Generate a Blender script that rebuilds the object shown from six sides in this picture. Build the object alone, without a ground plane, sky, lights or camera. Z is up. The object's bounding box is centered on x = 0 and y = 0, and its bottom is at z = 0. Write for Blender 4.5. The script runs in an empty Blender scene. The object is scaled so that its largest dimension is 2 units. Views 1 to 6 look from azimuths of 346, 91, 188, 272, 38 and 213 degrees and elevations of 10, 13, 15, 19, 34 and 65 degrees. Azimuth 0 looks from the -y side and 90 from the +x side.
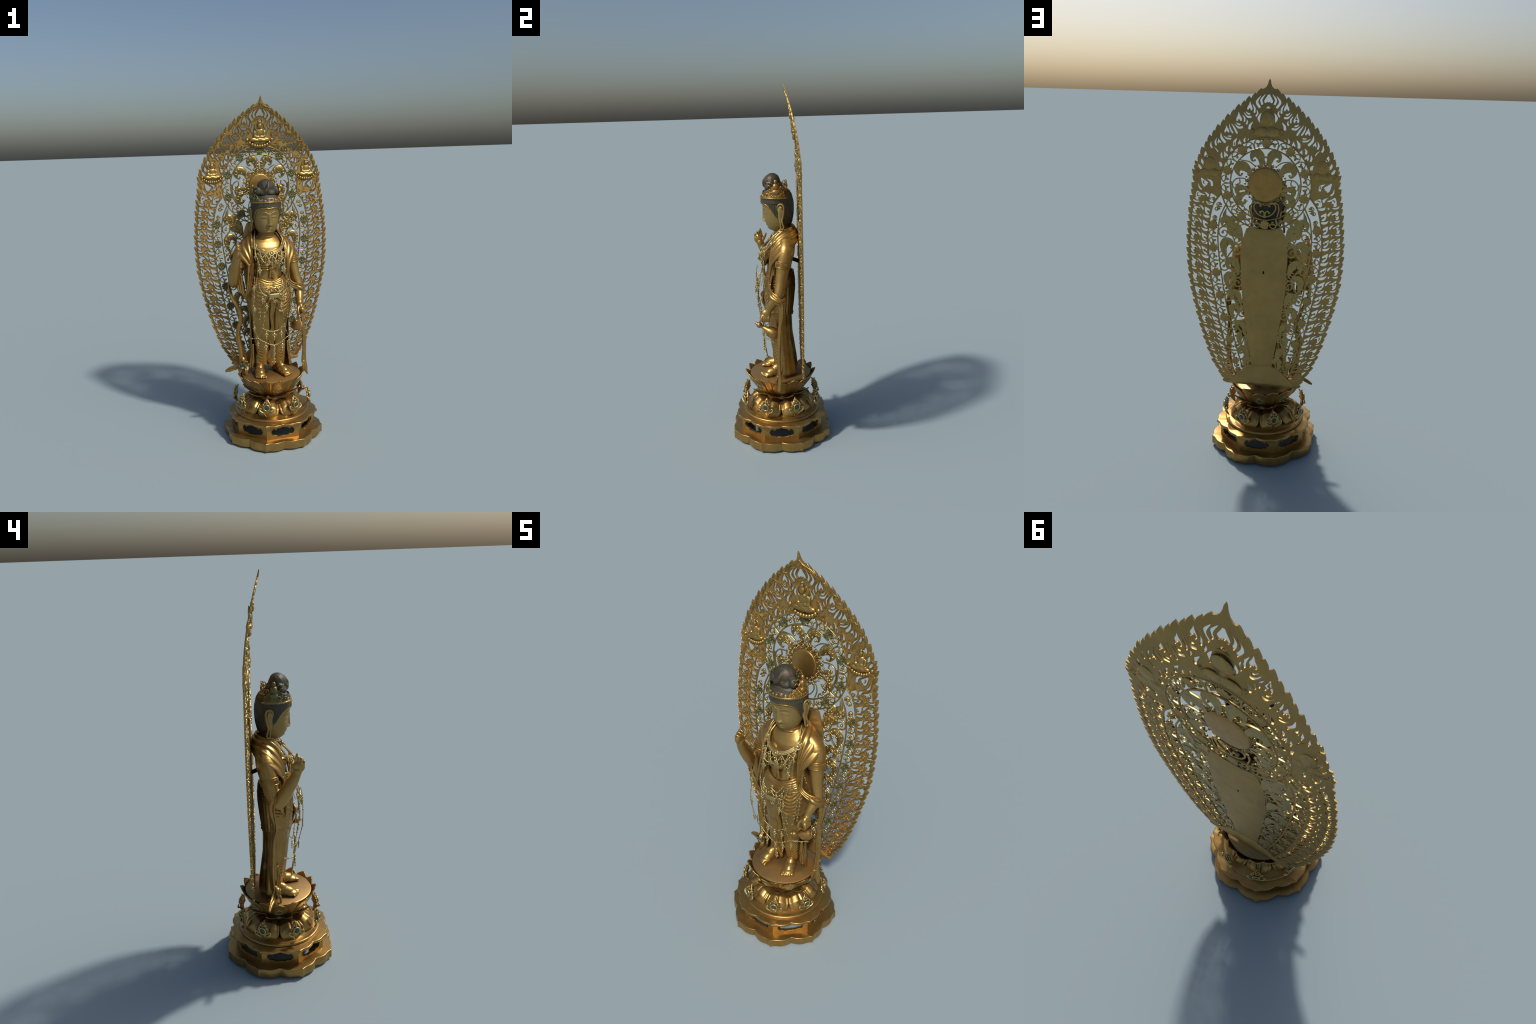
# Gilt bronze standing deity on a lotus pedestal with an openwork flame halo.
import bpy, bmesh, math, random
import numpy as np
from mathutils import Vector, Matrix
from math import sin, cos, pi, radians, sqrt, exp

rnd = random.Random(11)
SCN = bpy.context.scene
COL = SCN.collection

# ------------------------------------------------------------------ materials
def make_material(name, base, dark, patina, patina_amt=0.3, metallic=0.85, rough=0.36,
                  scale=26.0, bump=0.08, grain=260.0, warm=None, warm_amt=0.3):
    m = bpy.data.materials.new(name)
    m.use_nodes = True
    nt = m.node_tree
    N, L = nt.nodes, nt.links
    bsdf = N["Principled BSDF"]
    tc = N.new("ShaderNodeTexCoord")
    def noise(s, detail=5.0, r=0.6):
        n = N.new("ShaderNodeTexNoise")
        n.inputs["Scale"].default_value = s
        n.inputs["Detail"].default_value = detail
        n.inputs["Roughness"].default_value = r
        L.new(tc.outputs["Object"], n.inputs["Vector"])
        return n
    def ramp(src, p0, p1):
        r = N.new("ShaderNodeValToRGB")
        r.color_ramp.elements[0].position = p0
        r.color_ramp.elements[1].position = p1
        L.new(src, r.inputs["Fac"])
        return r.outputs["Color"]
    def mix(fac, a, b):
        x = N.new("ShaderNodeMix"); x.data_type = 'RGBA'
        if isinstance(fac, float): x.inputs["Factor"].default_value = fac
        else: L.new(fac, x.inputs["Factor"])
        for sock, v in ((x.inputs[6], a), (x.inputs[7], b)):
            if isinstance(v, tuple): sock.default_value = (*v, 1)
            else: L.new(v, sock)
        return x.outputs[2]
    def mul(a, k):
        x = N.new("ShaderNodeMath"); x.operation = 'MULTIPLY'
        L.new(a, x.inputs[0]); x.inputs[1].default_value = k
        return x.outputs[0]
    n1 = noise(scale); n2 = noise(scale * 2.7, 6.0, 0.7); n3 = noise(scale * 0.55, 3.0)
    c = mix(mul(ramp(n1.outputs["Fac"], 0.38, 0.68), 0.75), base, dark)
    if warm: c = mix(mul(ramp(n3.outputs["Fac"], 0.48, 0.66), warm_amt), c, warm)
    c = mix(mul(ramp(n2.outputs["Fac"], 0.50, 0.68), patina_amt), c, patina)
    L.new(c, bsdf.inputs["Base Color"])
    bsdf.inputs["Metallic"].default_value = metallic
    rr = N.new("ShaderNodeMapRange")
    rr.inputs["To Min"].default_value = rough - 0.07
    rr.inputs["To Max"].default_value = rough + 0.12
    L.new(n2.outputs["Fac"], rr.inputs["Value"])
    L.new(rr.outputs["Result"], bsdf.inputs["Roughness"])
    if bump > 0:
        g = noise(grain, 3.0)
        b = N.new("ShaderNodeBump")
        b.inputs["Strength"].default_value = bump
        b.inputs["Distance"].default_value = 0.002
        L.new(g.outputs["Fac"], b.inputs["Height"])
        L.new(b.outputs["Normal"], bsdf.inputs["Normal"])
    return m

GOLD   = make_material("gilt_bronze", (0.415, 0.252, 0.072), (0.30, 0.178, 0.054), (0.23, 0.170, 0.070), 0.45, rough=0.32,
                       warm=(0.42, 0.21, 0.065), warm_amt=0.35)
SKIN   = make_material("gilt_skin", (0.425, 0.263, 0.078), (0.36, 0.218, 0.066), (0.29, 0.20, 0.072), 0.2, rough=0.34, scale=12, bump=0.03)
FACE   = make_material("gilt_face", (0.345, 0.243, 0.084), (0.31, 0.218, 0.077), (0.27, 0.205, 0.078), 0.2, rough=0.5, metallic=0.7, scale=14, bump=0.03)
BACKM  = make_material("gilt_sheet", (0.44, 0.290, 0.096), (0.355, 0.232, 0.082), (0.27, 0.225, 0.10), 0.35, rough=0.5, scale=9, bump=0.05)
FLAME  = make_material("gilt_flame", (0.415, 0.272, 0.084), (0.31, 0.205, 0.070), (0.13, 0.155, 0.062), 0.6, rough=0.34, scale=30,
                       warm=(0.52, 0.25, 0.07), warm_amt=0.4)
SCROLL = make_material("gilt_scroll", (0.40, 0.285, 0.098), (0.29, 0.21, 0.08), (0.10, 0.135, 0.065), 0.6, rough=0.33, scale=45)
VERD   = make_material("verdigris_bronze", (0.22, 0.185, 0.075), (0.10, 0.115, 0.05), (0.055, 0.12, 0.058), 0.7, rough=0.45, metallic=0.7, scale=60)
JEWEL  = make_material("jewellery_brass", (0.47, 0.37, 0.155), (0.40, 0.31, 0.13), (0.28, 0.28, 0.14), 0.45, rough=0.34, scale=70)
HAIR   = make_material("hair_dark_bronze", (0.060, 0.050, 0.030), (0.026, 0.026, 0.017), (0.020, 0.068, 0.042), 0.8, rough=0.5, metallic=0.2,
                       scale=34, bump=0.25, grain=140, warm=(0.125, 0.058, 0.030), warm_amt=0.65)
GEM    = make_material("dark_gem", (0.05, 0.055, 0.035), (0.035, 0.045, 0.03), (0.05, 0.08, 0.05), 0.3, rough=0.25, metallic=0.1, scale=80, bump=0.0)
PAINT  = make_material("dark_line", (0.07, 0.065, 0.04), (0.05, 0.05, 0.035), (0.05, 0.08, 0.06), 0.3, rough=0.6, metallic=0.2, scale=60, bump=0.0)
BROWN  = make_material("brown_bronze", (0.40, 0.25, 0.083), (0.33, 0.20, 0.07), (0.28, 0.20, 0.09), 0.4, rough=0.43, metallic=0.8, scale=14, warm=(0.27, 0.15, 0.10), warm_amt=0.5)
IRON   = make_material("dark_iron", (0.05, 0.045, 0.04), (0.035, 0.03, 0.03), (0.06, 0.05, 0.04), 0.3, rough=0.6, metallic=0.5, scale=40)
TEAL   = make_material("teal_patina", (0.20, 0.24, 0.15), (0.26, 0.24, 0.12), (0.14, 0.25, 0.20), 0.6, rough=0.5, metallic=0.4, scale=60)

# ------------------------------------------------------------------ helpers
def add_object(name, mesh, mat, parent=None, smooth=True, angle=None):
    if mat is not None:
        mesh.materials.clear(); mesh.materials.append(mat)
    o = bpy.data.objects.new(name, mesh)
    COL.objects.link(o)
    if parent is not None: o.parent = parent
    if smooth:
        mesh.polygons.foreach_set("use_smooth", [True] * len(mesh.polygons))
        if angle is not None:
            mesh.set_sharp_from_angle(angle=radians(angle))
    return o

class Geo:
    def __init__(self): self.v = []; self.f = []
    def add(self, verts, faces):
        b = len(self.v)
        self.v += [tuple(map(float, p)) for p in verts]
        self.f += [tuple(i + b for i in f) for f in faces]
        return self
    def mesh(self, name):
        me = bpy.data.meshes.new(name)
        me.from_pydata(self.v, [], self.f); me.update()
        bm = bmesh.new(); bm.from_mesh(me)
        bmesh.ops.recalc_face_normals(bm, faces=bm.faces)
        bm.to_mesh(me); bm.free()
        return me
    def obj(self, name, mat, parent=None, smooth=True, angle=None):
        return add_object(name, self.mesh(name), mat, parent, smooth, angle)

def interp(xs, ys, x): return float(np.interp(x, xs, ys))

def catmull(pts, n, closed=False):
    """n samples per span of a Catmull-Rom curve through pts."""
    P = [np.array(p, float) for p in pts]
    m = len(P); out = []
    spans = m if closed else m - 1
    for i in range(spans):
        if closed: a, b, c, d = P[(i-1) % m], P[i], P[(i+1) % m], P[(i+2) % m]
        else:
            b, c = P[i], P[i+1]
            a = P[i-1] if i else 2*b - c
            d = P[i+2] if i + 2 < m else 2*c - b
        for k in range(n):
            t = k / n
            out.append(0.5*((2*b) + (c-a)*t + (2*a-5*b+4*c-d)*t*t + (-a+3*b-3*c+d)*t**3))
    if not closed: out.append(P[-1])
    return out

def grid_faces(nu, nv, wrap_u=False, wrap_v=False, off=0):
    F = []
    for i in range(nu if wrap_u else nu - 1):
        for j in range(nv if wrap_v else nv - 1):
            a = i*nv + j; b = ((i+1) % nu)*nv + j
            c = ((i+1) % nu)*nv + (j+1) % nv; d = i*nv + (j+1) % nv
            F.append((a+off, b+off, c+off, d+off))
    return F

def loft(rings, cap=True):
    """rings: list of equally long closed point loops."""
    n = len(rings[0]); V = [p for r in rings for p in r]
    F = grid_faces(len(rings), n, wrap_v=True)
    if cap:
        F.append(tuple(range(n)))
        F.append(tuple(range((len(rings)-1)*n, len(rings)*n)))
    return V, F

def tube(path, radii, n=10, ell=None, up=(0, 0, 1), cap=True, round_ends=True):
    """Swept tube. ell = (a, b) scales the section along side / up directions."""
    P = [np.array(p, float) for p in path]
    R = list(radii) if hasattr(radii, "__len__") else [radii]*len(P)
    if len(R) != len(P): R = list(np.interp(np.linspace(0, 1, len(P)), np.linspace(0, 1, len(R)), R))
    T = []
    for i in range(len(P)):
        t = P[min(i+1, len(P)-1)] - P[max(i-1, 0)]
        T.append(t/(np.linalg.norm(t)+1e-12))
    if round_ends and cap:
        k = 3
        pre, post, prer, postr = [], [], [], []
        for q in range(k, 0, -1):
            a = q/k*pi/2*0.97
            pre.append(P[0]-T[0]*R[0]*sin(a)); prer.append(R[0]*cos(a))
        for q in range(1, k+1):
            a = q/k*pi/2*0.97
            post.append(P[-1]+T[-1]*R[-1]*sin(a)); postr.append(R[-1]*cos(a))
        P = pre+P+post; R = prer+R+postr; T = [T[0]]*k+T+[T[-1]]*k
    u = np.array(up, float)
    u = u - T[0]*np.dot(u, T[0])
    if np.linalg.norm(u) < 1e-3: u = np.array((1., 0, 0)) - T[0]*T[0][0]
    u /= np.linalg.norm(u)
    rings = []
    for p, r, t in zip(P, R, T):
        u = u - t*np.dot(u, t); u /= np.linalg.norm(u)
        s = np.cross(t, u)
        a, b = ell if ell else (1, 1)
        rings.append([p + r*(a*cos(2*pi*j/n)*s + b*sin(2*pi*j/n)*u) for j in range(n)])
    return loft(rings, cap)

def ellipsoid(c, r, nu=12, nv=16, rot=None):
    V, F = [], []
    M = rot if rot is not None else Matrix.Identity(3)
    for i in range(1, nu):
        a = pi*i/nu
        for j in range(nv):
            b = 2*pi*j/nv
            q = M @ Vector((r[0]*sin(a)*cos(b), r[1]*sin(a)*sin(b), r[2]*cos(a)))
            V.append((c[0]+q[0], c[1]+q[1], c[2]+q[2]))
    F = grid_faces(nu-1, nv, wrap_v=True)
    for s, base in ((1, 0), (-1, (nu-2)*nv)):
        q = M @ Vector((0, 0, s*r[2]))
        k = len(V); V.append((c[0]+q[0], c[1]+q[1], c[2]+q[2]))
        for j in range(nv): F.append((k, base+j, base+(j+1) % nv))
    return V, F

def revolve(prof, n=96, a0=0.0):
    rings = [[(r*cos(a0+2*pi*j/n), r*sin(a0+2*pi*j/n), z) for j in range(n)] for r, z in prof]
    return loft(rings, cap=True)

def sheet2d(name, outer, holes, thick, bevel=0.0, res=1):
    """Filled flat sheet with holes in the x-z plane, back at y=0 and front at y=-thick."""
    cu = bpy.data.curves.new(name, 'CURVE')
    cu.dimensions = '2D'; cu.fill_mode = 'BOTH'
    cu.extrude = max(thick/2-bevel, 1e-5); cu.bevel_depth = bevel; cu.bevel_resolution = res
    cu.offset = -bevel
    for poly in [outer]+holes:
        s = cu.splines.new('POLY'); s.points.add(len(poly)-1)
        for p, q in zip(s.points, poly): p.co = (q[0], q[1], 0, 1)
        s.use_cyclic_u = True
    o = bpy.data.objects.new(name, cu); COL.objects.link(o)
    bpy.context.view_layer.update()
    me = bpy.data.meshes.new_from_object(o.evaluated_get(bpy.context.evaluated_depsgraph_get()))
    bpy.data.objects.remove(o); bpy.data.curves.remove(cu)
    bm = bmesh.new(); bm.from_mesh(me)
    bmesh.ops.remove_doubles(bm, verts=bm.verts, dist=1e-6)
    for v in bm.verts:
        x, y, z = v.co
        v.co = (x, -(z+thick/2), y)
    bmesh.ops.recalc_face_normals(bm, faces=bm.faces)
    bm.to_mesh(me); bm.free(); me.name = name
    return me

def apply_mods(o):
    bpy.context.view_layer.update()
    me = bpy.data.meshes.new_from_object(o.evaluated_get(bpy.context.evaluated_depsgraph_get()))
    old = o.data; o.modifiers.clear(); o.data = me
    bpy.data.meshes.remove(old)
    return o

def remeshed(geo, name, voxel, smooth=3, fac=0.5):
    """Union of overlapping closed pieces as one smooth skin."""
    o = geo.obj(name, None)
    m = o.modifiers.new("r", 'REMESH'); m.mode = 'VOXEL'; m.voxel_size = voxel; m.use_smooth_shade = True
    s = o.modifiers.new("s", 'SMOOTH'); s.iterations = smooth; s.factor = fac
    apply_mods(o)
    return o

def split_regions(o, rules, mat_of, parent):
    """Cut one skin into named parts with coincident borders and the whole skin's normals."""
    me = o.data
    nv = np.zeros(len(me.vertices)*3); me.vertices.foreach_get("normal", nv); nv = nv.reshape(-1, 3)
    co = np.zeros(len(me.vertices)*3); me.vertices.foreach_get("co", co); co = co.reshape(-1, 3)
    groups = {}
    for p in me.polygons:
        idx = list(p.vertices); c = co[idx].mean(axis=0)
        groups.setdefault(rules(c), []).append(idx)
    res = {}
    for nm, fs in groups.items():
        used = sorted({i for f in fs for i in f}); remap = {k: j for j, k in enumerate(used)}
        base = nm.split(".")[0]
        m2 = bpy.data.meshes.new(base)
        m2.from_pydata([tuple(co[i]) for i in used], [], [tuple(remap[i] for i in f) for f in fs])
        m2.update()
        ob = add_object(base, m2, mat_of(base), parent)
        m2.normals_split_custom_set_from_vertices([tuple(nv[i]) for i in used])
        res[nm] = ob
    bpy.data.objects.remove(o)
    return res

def patch(rows, nu, nv, fold=None, thick=0.006):
    """Draped cloth through a grid of control points (rows x columns), with folds and thickness."""
    R = [catmull(r, nv) for r in rows]
    cols = list(zip(*R))
    G = [catmull(c, nu) for c in cols]
    A = np.array(G)                                   # (along, across, 3)
    du = np.gradient(A, axis=0); dv = np.gradient(A, axis=1)
    Nn = np.cross(du, dv); Nn /= (np.linalg.norm(Nn, axis=2, keepdims=True)+1e-12)
    na, nb = A.shape[:2]
    if fold is not None:
        for i in range(na):
            for j in range(nb):
                A[i, j] += Nn[i, j]*fold(i/(na-1), j/(nb-1))
    return thicken(A, Nn, thick)

def thicken(A, Nn, thick):
    na, nb = A.shape[:2]
    top = (A+Nn*thick/2).reshape(-1, 3); bot = (A-Nn*thick/2).reshape(-1, 3)
    V = list(top)+list(bot); K = na*nb
    F = grid_faces(na, nb)+[tuple(reversed(f)) for f in grid_faces(na, nb, off=K)]
    for i in range(na-1):
        for j in (0, nb-1):
            a = i*nb+j; b = a+nb; F.append((a, b, b+K, a+K))
    for j in range(nb-1):
        for i in (0, na-1):
            a = i*nb+j; b = a+1; F.append((a, b, b+K, a+K))
    return V, F

def ribbon(path, widths, sides, thick=0.005, nper=8, nb=13, fold=0.0, waves=2.0, phase=0.0):
    """Cloth band along path; sides = width direction at each control point."""
    P = np.array(catmull(path, nper)); n = len(P)
    S = np.array(catmull(sides, nper)); S /= np.linalg.norm(S, axis=1, keepdims=True)
    W = np.interp(np.linspace(0, 1, n), np.linspace(0, 1, len(widths)), widths)
    T = np.gradient(P, axis=0); T /= np.linalg.norm(T, axis=1, keepdims=True)
    Nn = np.cross(T, S); Nn /= np.linalg.norm(Nn, axis=1, keepdims=True)
    A = np.zeros((n, nb, 3)); NN = np.zeros((n, nb, 3))
    for j in range(nb):
        s = j/(nb-1)*2-1
        h = fold*np.cos(waves*pi*s+phase+1.3*np.sin(np.linspace(0, 7, n)))
        A[:, j] = P+S*(s*W/2)[:, None]+Nn*h[:, None]
        NN[:, j] = Nn
    du = np.gradient(A, axis=0); dv = np.gradient(A, axis=1)
    NN = np.cross(du, dv); NN /= (np.linalg.norm(NN, axis=2, keepdims=True)+1e-12)
    return thicken(A, NN, thick)

def torus(c, R, r, M=None, nu=20, nv=8, sx=1.0, sz=1.0):
    """Ring in the local x-z plane."""
    V = []
    for i in range(nu):
        a = 2*pi*i/nu
        for j in range(nv):
            b = 2*pi*j/nv
            q = Vector(((R+r*cos(b))*cos(a)*sx, r*sin(b), (R+r*cos(b))*sin(a)*sz))
            if M is not None: q = M @ q
            V.append((c[0]+q[0], c[1]+q[1], c[2]+q[2]))
    return V, grid_faces(nu, nv, wrap_u=True, wrap_v=True)

def rotz(a): return Matrix.Rotation(a, 3, 'Z')

def copies(o, n, parent, a0=0.0, step=None):
    out = [o]
    step = step or 2*pi/n
    o.rotation_euler = (0, 0, a0)
    for k in range(1, n):
        c = o.copy(); COL.objects.link(c); c.parent = parent
        c.rotation_euler = (0, 0, a0+k*step); out.append(c)
    return out

# ================================================================== the thing
statue = bpy.data.objects.new("deity_statue", None)
COL.objects.link(statue)
statue["label"] = "gilt bronze standing deity on lotus pedestal with openwork flame halo"
statue["category"] = "statue"

# ================================================================== PEDESTAL
def bracket_octagon(R, Rn, bulge, n=14):
    """Eight bracket-shaped sides: pointed corners and a cusp in the middle of each side."""
    pts = []
    for k in range(8):
        a = pi/8+k*pi/4
        for side in (-1, 1):
            c = np.array((R*cos(a), R*sin(a)))
            b = a+side*pi/8
            m = np.array((Rn*cos(b), Rn*sin(b)))
            out = np.array((cos(a+side*pi/16), sin(a+side*pi/16)))
            seg = []
            for i in range(n):
                t = i/n
                bump = bulge*(sin(pi*t**1.5)) - 0.25*bulge*sin(pi*min(1, t*2.2))
                seg.append(c+(m-c)*t+out*bump)
            if side == -1: seg = [m]+seg[:0:-1]
            pts += seg
    return [tuple(p) for p in pts]

def slab(outline, z0, z1, hole=None, bevel=0.004):
    me = sheet2d("slab", outline, [hole] if hole else [], z1-z0, bevel, 2)
    for v in me.vertices:
        x, y, z = v.co
        v.co = (x, z, z0-y)
    bm = bmesh.new(); bm.from_mesh(me)
    bmesh.ops.recalc_face_normals(bm, faces=bm.faces); bm.to_mesh(me); bm.free()
    return me

def circle(r, n=64): return [(r*cos(2*pi*i/n), r*sin(2*pi*i/n)) for i in range(n)]

pedestal = add_object("plinth", slab(bracket_octagon(0.299, 0.266, 0.011), 0.008, 0.056, circle(0.215), 0.003),
                      GOLD, statue, True, 35)

me = slab(bracket_octagon(0.280, 0.250, 0.010), 0.0, 0.009, circle(0.218), 0.001)
add_object("plinth_foot", me, BROWN, pedestal, True, 35)
# window wall: eight panels with a cusped opening each
RW = 0.249; half = RW*sin(pi/8); apo = RW*cos(pi/8)
hole = [(-.030, .066), (.030, .066), (.030, .071), (.047, .071), (.056, .075), (.062, .083), (.064, .092), (.061, .103), (.053, .110),
        (.044, .112), (.042, .107), (.038, .104), (.034, .108), (.030, .112), (.020, .115), (.008, .117), (0, .121),
        (-.008, .117), (-.020, .115), (-.030, .112), (-.034, .108), (-.038, .104), (-.042, .107), (-.044, .112), (-.053, .110),
        (-.061, .103), (-.064, .092), (-.062, .083), (-.056, .075), (-.047, .071), (-.030, .071)]
hole = [(x*1.06, z+.007) for x, z in hole]
me = sheet2d("window_panel", [(-half, .0545), (half, .0545), (half, .137), (-half, .137)], [hole], 0.013, 0.0)
for v in me.vertices: v.co.y -= apo-0.013
panel = add_object("window_panel", me, GOLD, pedestal, True, 30)
copies(panel, 8, pedestal)
g = Geo()
rim = catmull(hole, 2, True)
g.add(*tube([(p[0]*1.02, -apo-0.0005, .099+(p[1]-.099)*1.03) for p in rim]+[(rim[0][0]*1.02, -apo-0.0005, .099+(rim[0][1]-.099)*1.03)], 0.0016, 6, round_ends=False))
copies(g.obj("window_moulding", GOLD, pedestal), 8, pedestal)

me = slab(bracket_octagon(0.272, 0.246, 0.010), 0.134, 0.149, None, 0.004)
add_object("cornice", me, GOLD, pedestal, True, 35)
g = Geo()
g.add(*revolve([(.02, .147), (.215, .147), (.2185, .149), (.220, .154), (.2185, .160), (.214, .163), (.207, .1625), (.19, .166), (.15, .186), (.10, .205), (.02, .21)], 120))
g.obj("round_tier", GOLD, pedestal, True, 50)

# lower, downturned petals
def petal_point(u, v):
    r = interp([0, .2, .45, .7, .88, 1], [.080, .108, .142, .170, .186, .190], v)
    z = interp([0, .2, .45, .7, .88, 1], [.226, .241, .241, .223, .195, .172], v)
    s = max(0.0, 1-max(0, (v-.55)/.45)**3.4)**0.5
    ha = radians(22.4)*(0.97+.03*v)*s
    edge = abs(u)**2.2
    z -= (.018+.016*v)*edge*(1-.3*v)
    z -= .009*exp(-(u/.11)**2)*(v**.7)+.005*exp(-((abs(u)-.80)/.07)**2)-.003*exp(-((abs(u)-.93)/.06)**2)
    rr = r-.010*edge*v
    a = u*ha
    return (rr*sin(a), -rr*cos(a), max(z, .162))
nu, nv = 41, 36
A = np.array([[petal_point(i/(nu-1)*2-1, j/(nv-1)) for j in range(nv)] for i in range(nu)])
du = np.gradient(A, axis=0); dv = np.gradient(A, axis=1)
Nn = np.cross(du, dv); Nn /= (np.linalg.norm(Nn, axis=2, keepdims=True)+1e-9)
if Nn[nu//2, nv//2, 2] < 0: Nn = -Nn
Nn[np.linalg.norm(Nn, axis=2) < .5] = (0, -1, 0)
g = Geo(); g.add(*thicken(A, Nn, 0.005))
copies(g.obj("turned_petal", GOLD, pedestal), 8, pedestal, pi/8)

# flame jewel standing on each turned petal
lob = [(0, .294), (.005, .284), (.010, .283), (.012, .275), (.018, .273), (.019, .264), (.025, .262), (.024, .253), (.030, .248),
       (.026, .238), (.034, .232), (.025, .222), (.015, .210), (.008, .192), (0, .172)]
outl = lob+[(-x, z) for x, z in lob[-2:0:-1]]
me = sheet2d("jewel_leaf", outl, [], 0.009, 0.003, 2)
def jewel_bend(x, y, z):
    k = (z-.172)/.122
    rr = .194+.032*sin(pi*min(1, k*0.88+.06))**.8-.003*k
    return (x, -(rr-0.004)+y+.35*x*x/.034, z)
for v in me.vertices: v.co = jewel_bend(*v.co)
jl = add_object("jewel_leaf", me, GOLD, pedestal, True, 40)
copies(jl, 8, pedestal, pi/8)
g = Geo()
g.add(*torus((0, -.2295, .243), .0165, .004, None, 24, 8, 1.0, 1.05))
for sx in (-1, 1):
    pts = [(sx*.003, -.208, .180), (sx*.010, -.218, .196), (sx*.020, -.226, .212), (sx*.032, -.229, .218), (sx*.041, -.226, .227), (sx*.040, -.224, .236), (sx*.034, -.225, .237), (sx*.032, -.226, .231)]
    g.add(*tube(catmull(pts, 4), [.004, .005, .005, .004, .003], 8))
for q, zz in ((0, .282), (-.011, .270), (.011, .270), (0, .266), (-.019, .258), (.019, .258)):
    g.add(*ellipsoid((q, -.2275+.008*(zz-.24)/.04, zz), (.005, .004, .008), 6, 8))
copies(g.obj("jewel_setting", JEWEL, pedestal), 8, pedestal, pi/8)
g = Geo(); g.add(*ellipsoid((0, -.2300, .243), (.0135, .004, .014), 8, 16))
copies(g.obj("gem", GEM, pedestal), 8, pedestal, pi/8)

# neck and lotus bowl
g = Geo()
g.add(*revolve([(.02, .205), (.076, .210), (.086, .222), (.092, .230), (.094, .240), (.090, .250), (.083, .256), (.086, .264), (.10, .272), (.04, .274)], 96))
g.obj("lotus_neck", BROWN, pedestal, True, 50)
BZ = [.264, .274, .288, .308, .333, .36, .39]; BR = [.083, .106, .128, .148, .166, .179, .197]
def bowl_r(z): return interp(BZ, BR, z)
g = Geo()
g.add(*revolve([(.03, .266), (.080, .266)]+[(bowl_r(z)-.003, z) for z in (.274, .282, .292, .305, .32, .34, .36)]+[(.176, .372), (.170, .3755), (.02, .376)], 96))
g.obj("lotus_bowl", BROWN, pedestal, True, 40)

def bowl_petal(name, ha, ztip, zbase, off, shape, ribs, a0, mat):
    nu, nv = 25, 26
    A = np.zeros((nu, nv, 3))
    for i in range(nu):
        u = i/(nu-1)*2-1
        for j in range(nv):
            v = j/(nv-1)
            top = zbase+(ztip-zbase)*shape(u)
            z = zbase+(top-zbase)*v
            r = bowl_r(z)+off+.004*(1-u*u)-(.003 if ribs else 0)*abs(sin(u*pi*2.5))*.6
            w = ha*(.45+.55*min(1, max(0, (z-.265)/.075))**.6)
            A[i, j] = (r*sin(u*w), -r*cos(u*w), z)
    du = np.gradient(A, axis=0); dv = np.gradient(A, axis=1)
    Nn = np.cross(du, dv); Nn /= (np.linalg.norm(Nn, axis=2, keepdims=True)+1e-9)
    g = Geo(); g.add(*thicken(A, Nn, .005))
    return copies(g.obj(name, mat, pedestal), 8, pedestal, a0)
bowl_petal("lotus_petal", radians(16.5), .389, .268, .003, lambda u: 1-.55*abs(u)**3.2-.06*(1-exp(-(u/.16)**2)), False, 0.0, GOLD)
bowl_petal("lotus_petal", radians(12.5), .392, .270, -.001, lambda u: 1-.20*abs(u)**1.1, True, pi/8, GOLD)
g = Geo()
def on_bowl(x, z, off=.010):
    r = bowl_r(z)+off; a = x/r
    return (r*sin(a), -r*cos(a), z)
ringp = [on_bowl(.0185*cos(t), .322+.019*sin(t)*.9) for t in np.linspace(0, 2*pi, 28)]
g.add(*tube(ringp, .0024, 6, round_ends=False))
g.add(*ellipsoid(on_bowl(0, .345), (.004, .003, .006), 6, 8))
copies(g.obj("petal_ring_mark", TEAL, pedestal), 8, pedestal, 0.0)
# pointed sepals under the bowl
nu, nv = 17, 14
A = np.zeros((nu, nv, 3))
for i in range(nu):
    u = i/(nu-1)*2-1
    for j in range(nv):
        v = j/(nv-1)
        w = .047*(1-v**1.3)*(1-.25*sin(pi*v))+.0005
        r = .092+.082*v-.014*abs(u)*(1-v)
        z = .266+.004*v+.024*v*v-.010*abs(u)**1.4*(1-v*.5)-.007*sin(pi*v)
        A[i, j] = (u*w, -r, z)
du = np.gradient(A, axis=0); dv = np.gradient(A, axis=1)
Nn = np.cross(du, dv); Nn /= (np.linalg.norm(Nn, axis=2, keepdims=True)+1e-9)
g = Geo(); g.add(*thicken(A, Nn, .006))
copies(g.obj("sepal", GOLD, pedestal), 8, pedestal, pi/8)

# ================================================================== HALO (mandorla)
def halo_y(z): return .131-(.3296*max(0.0, z-1.55)**1.846)

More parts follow.
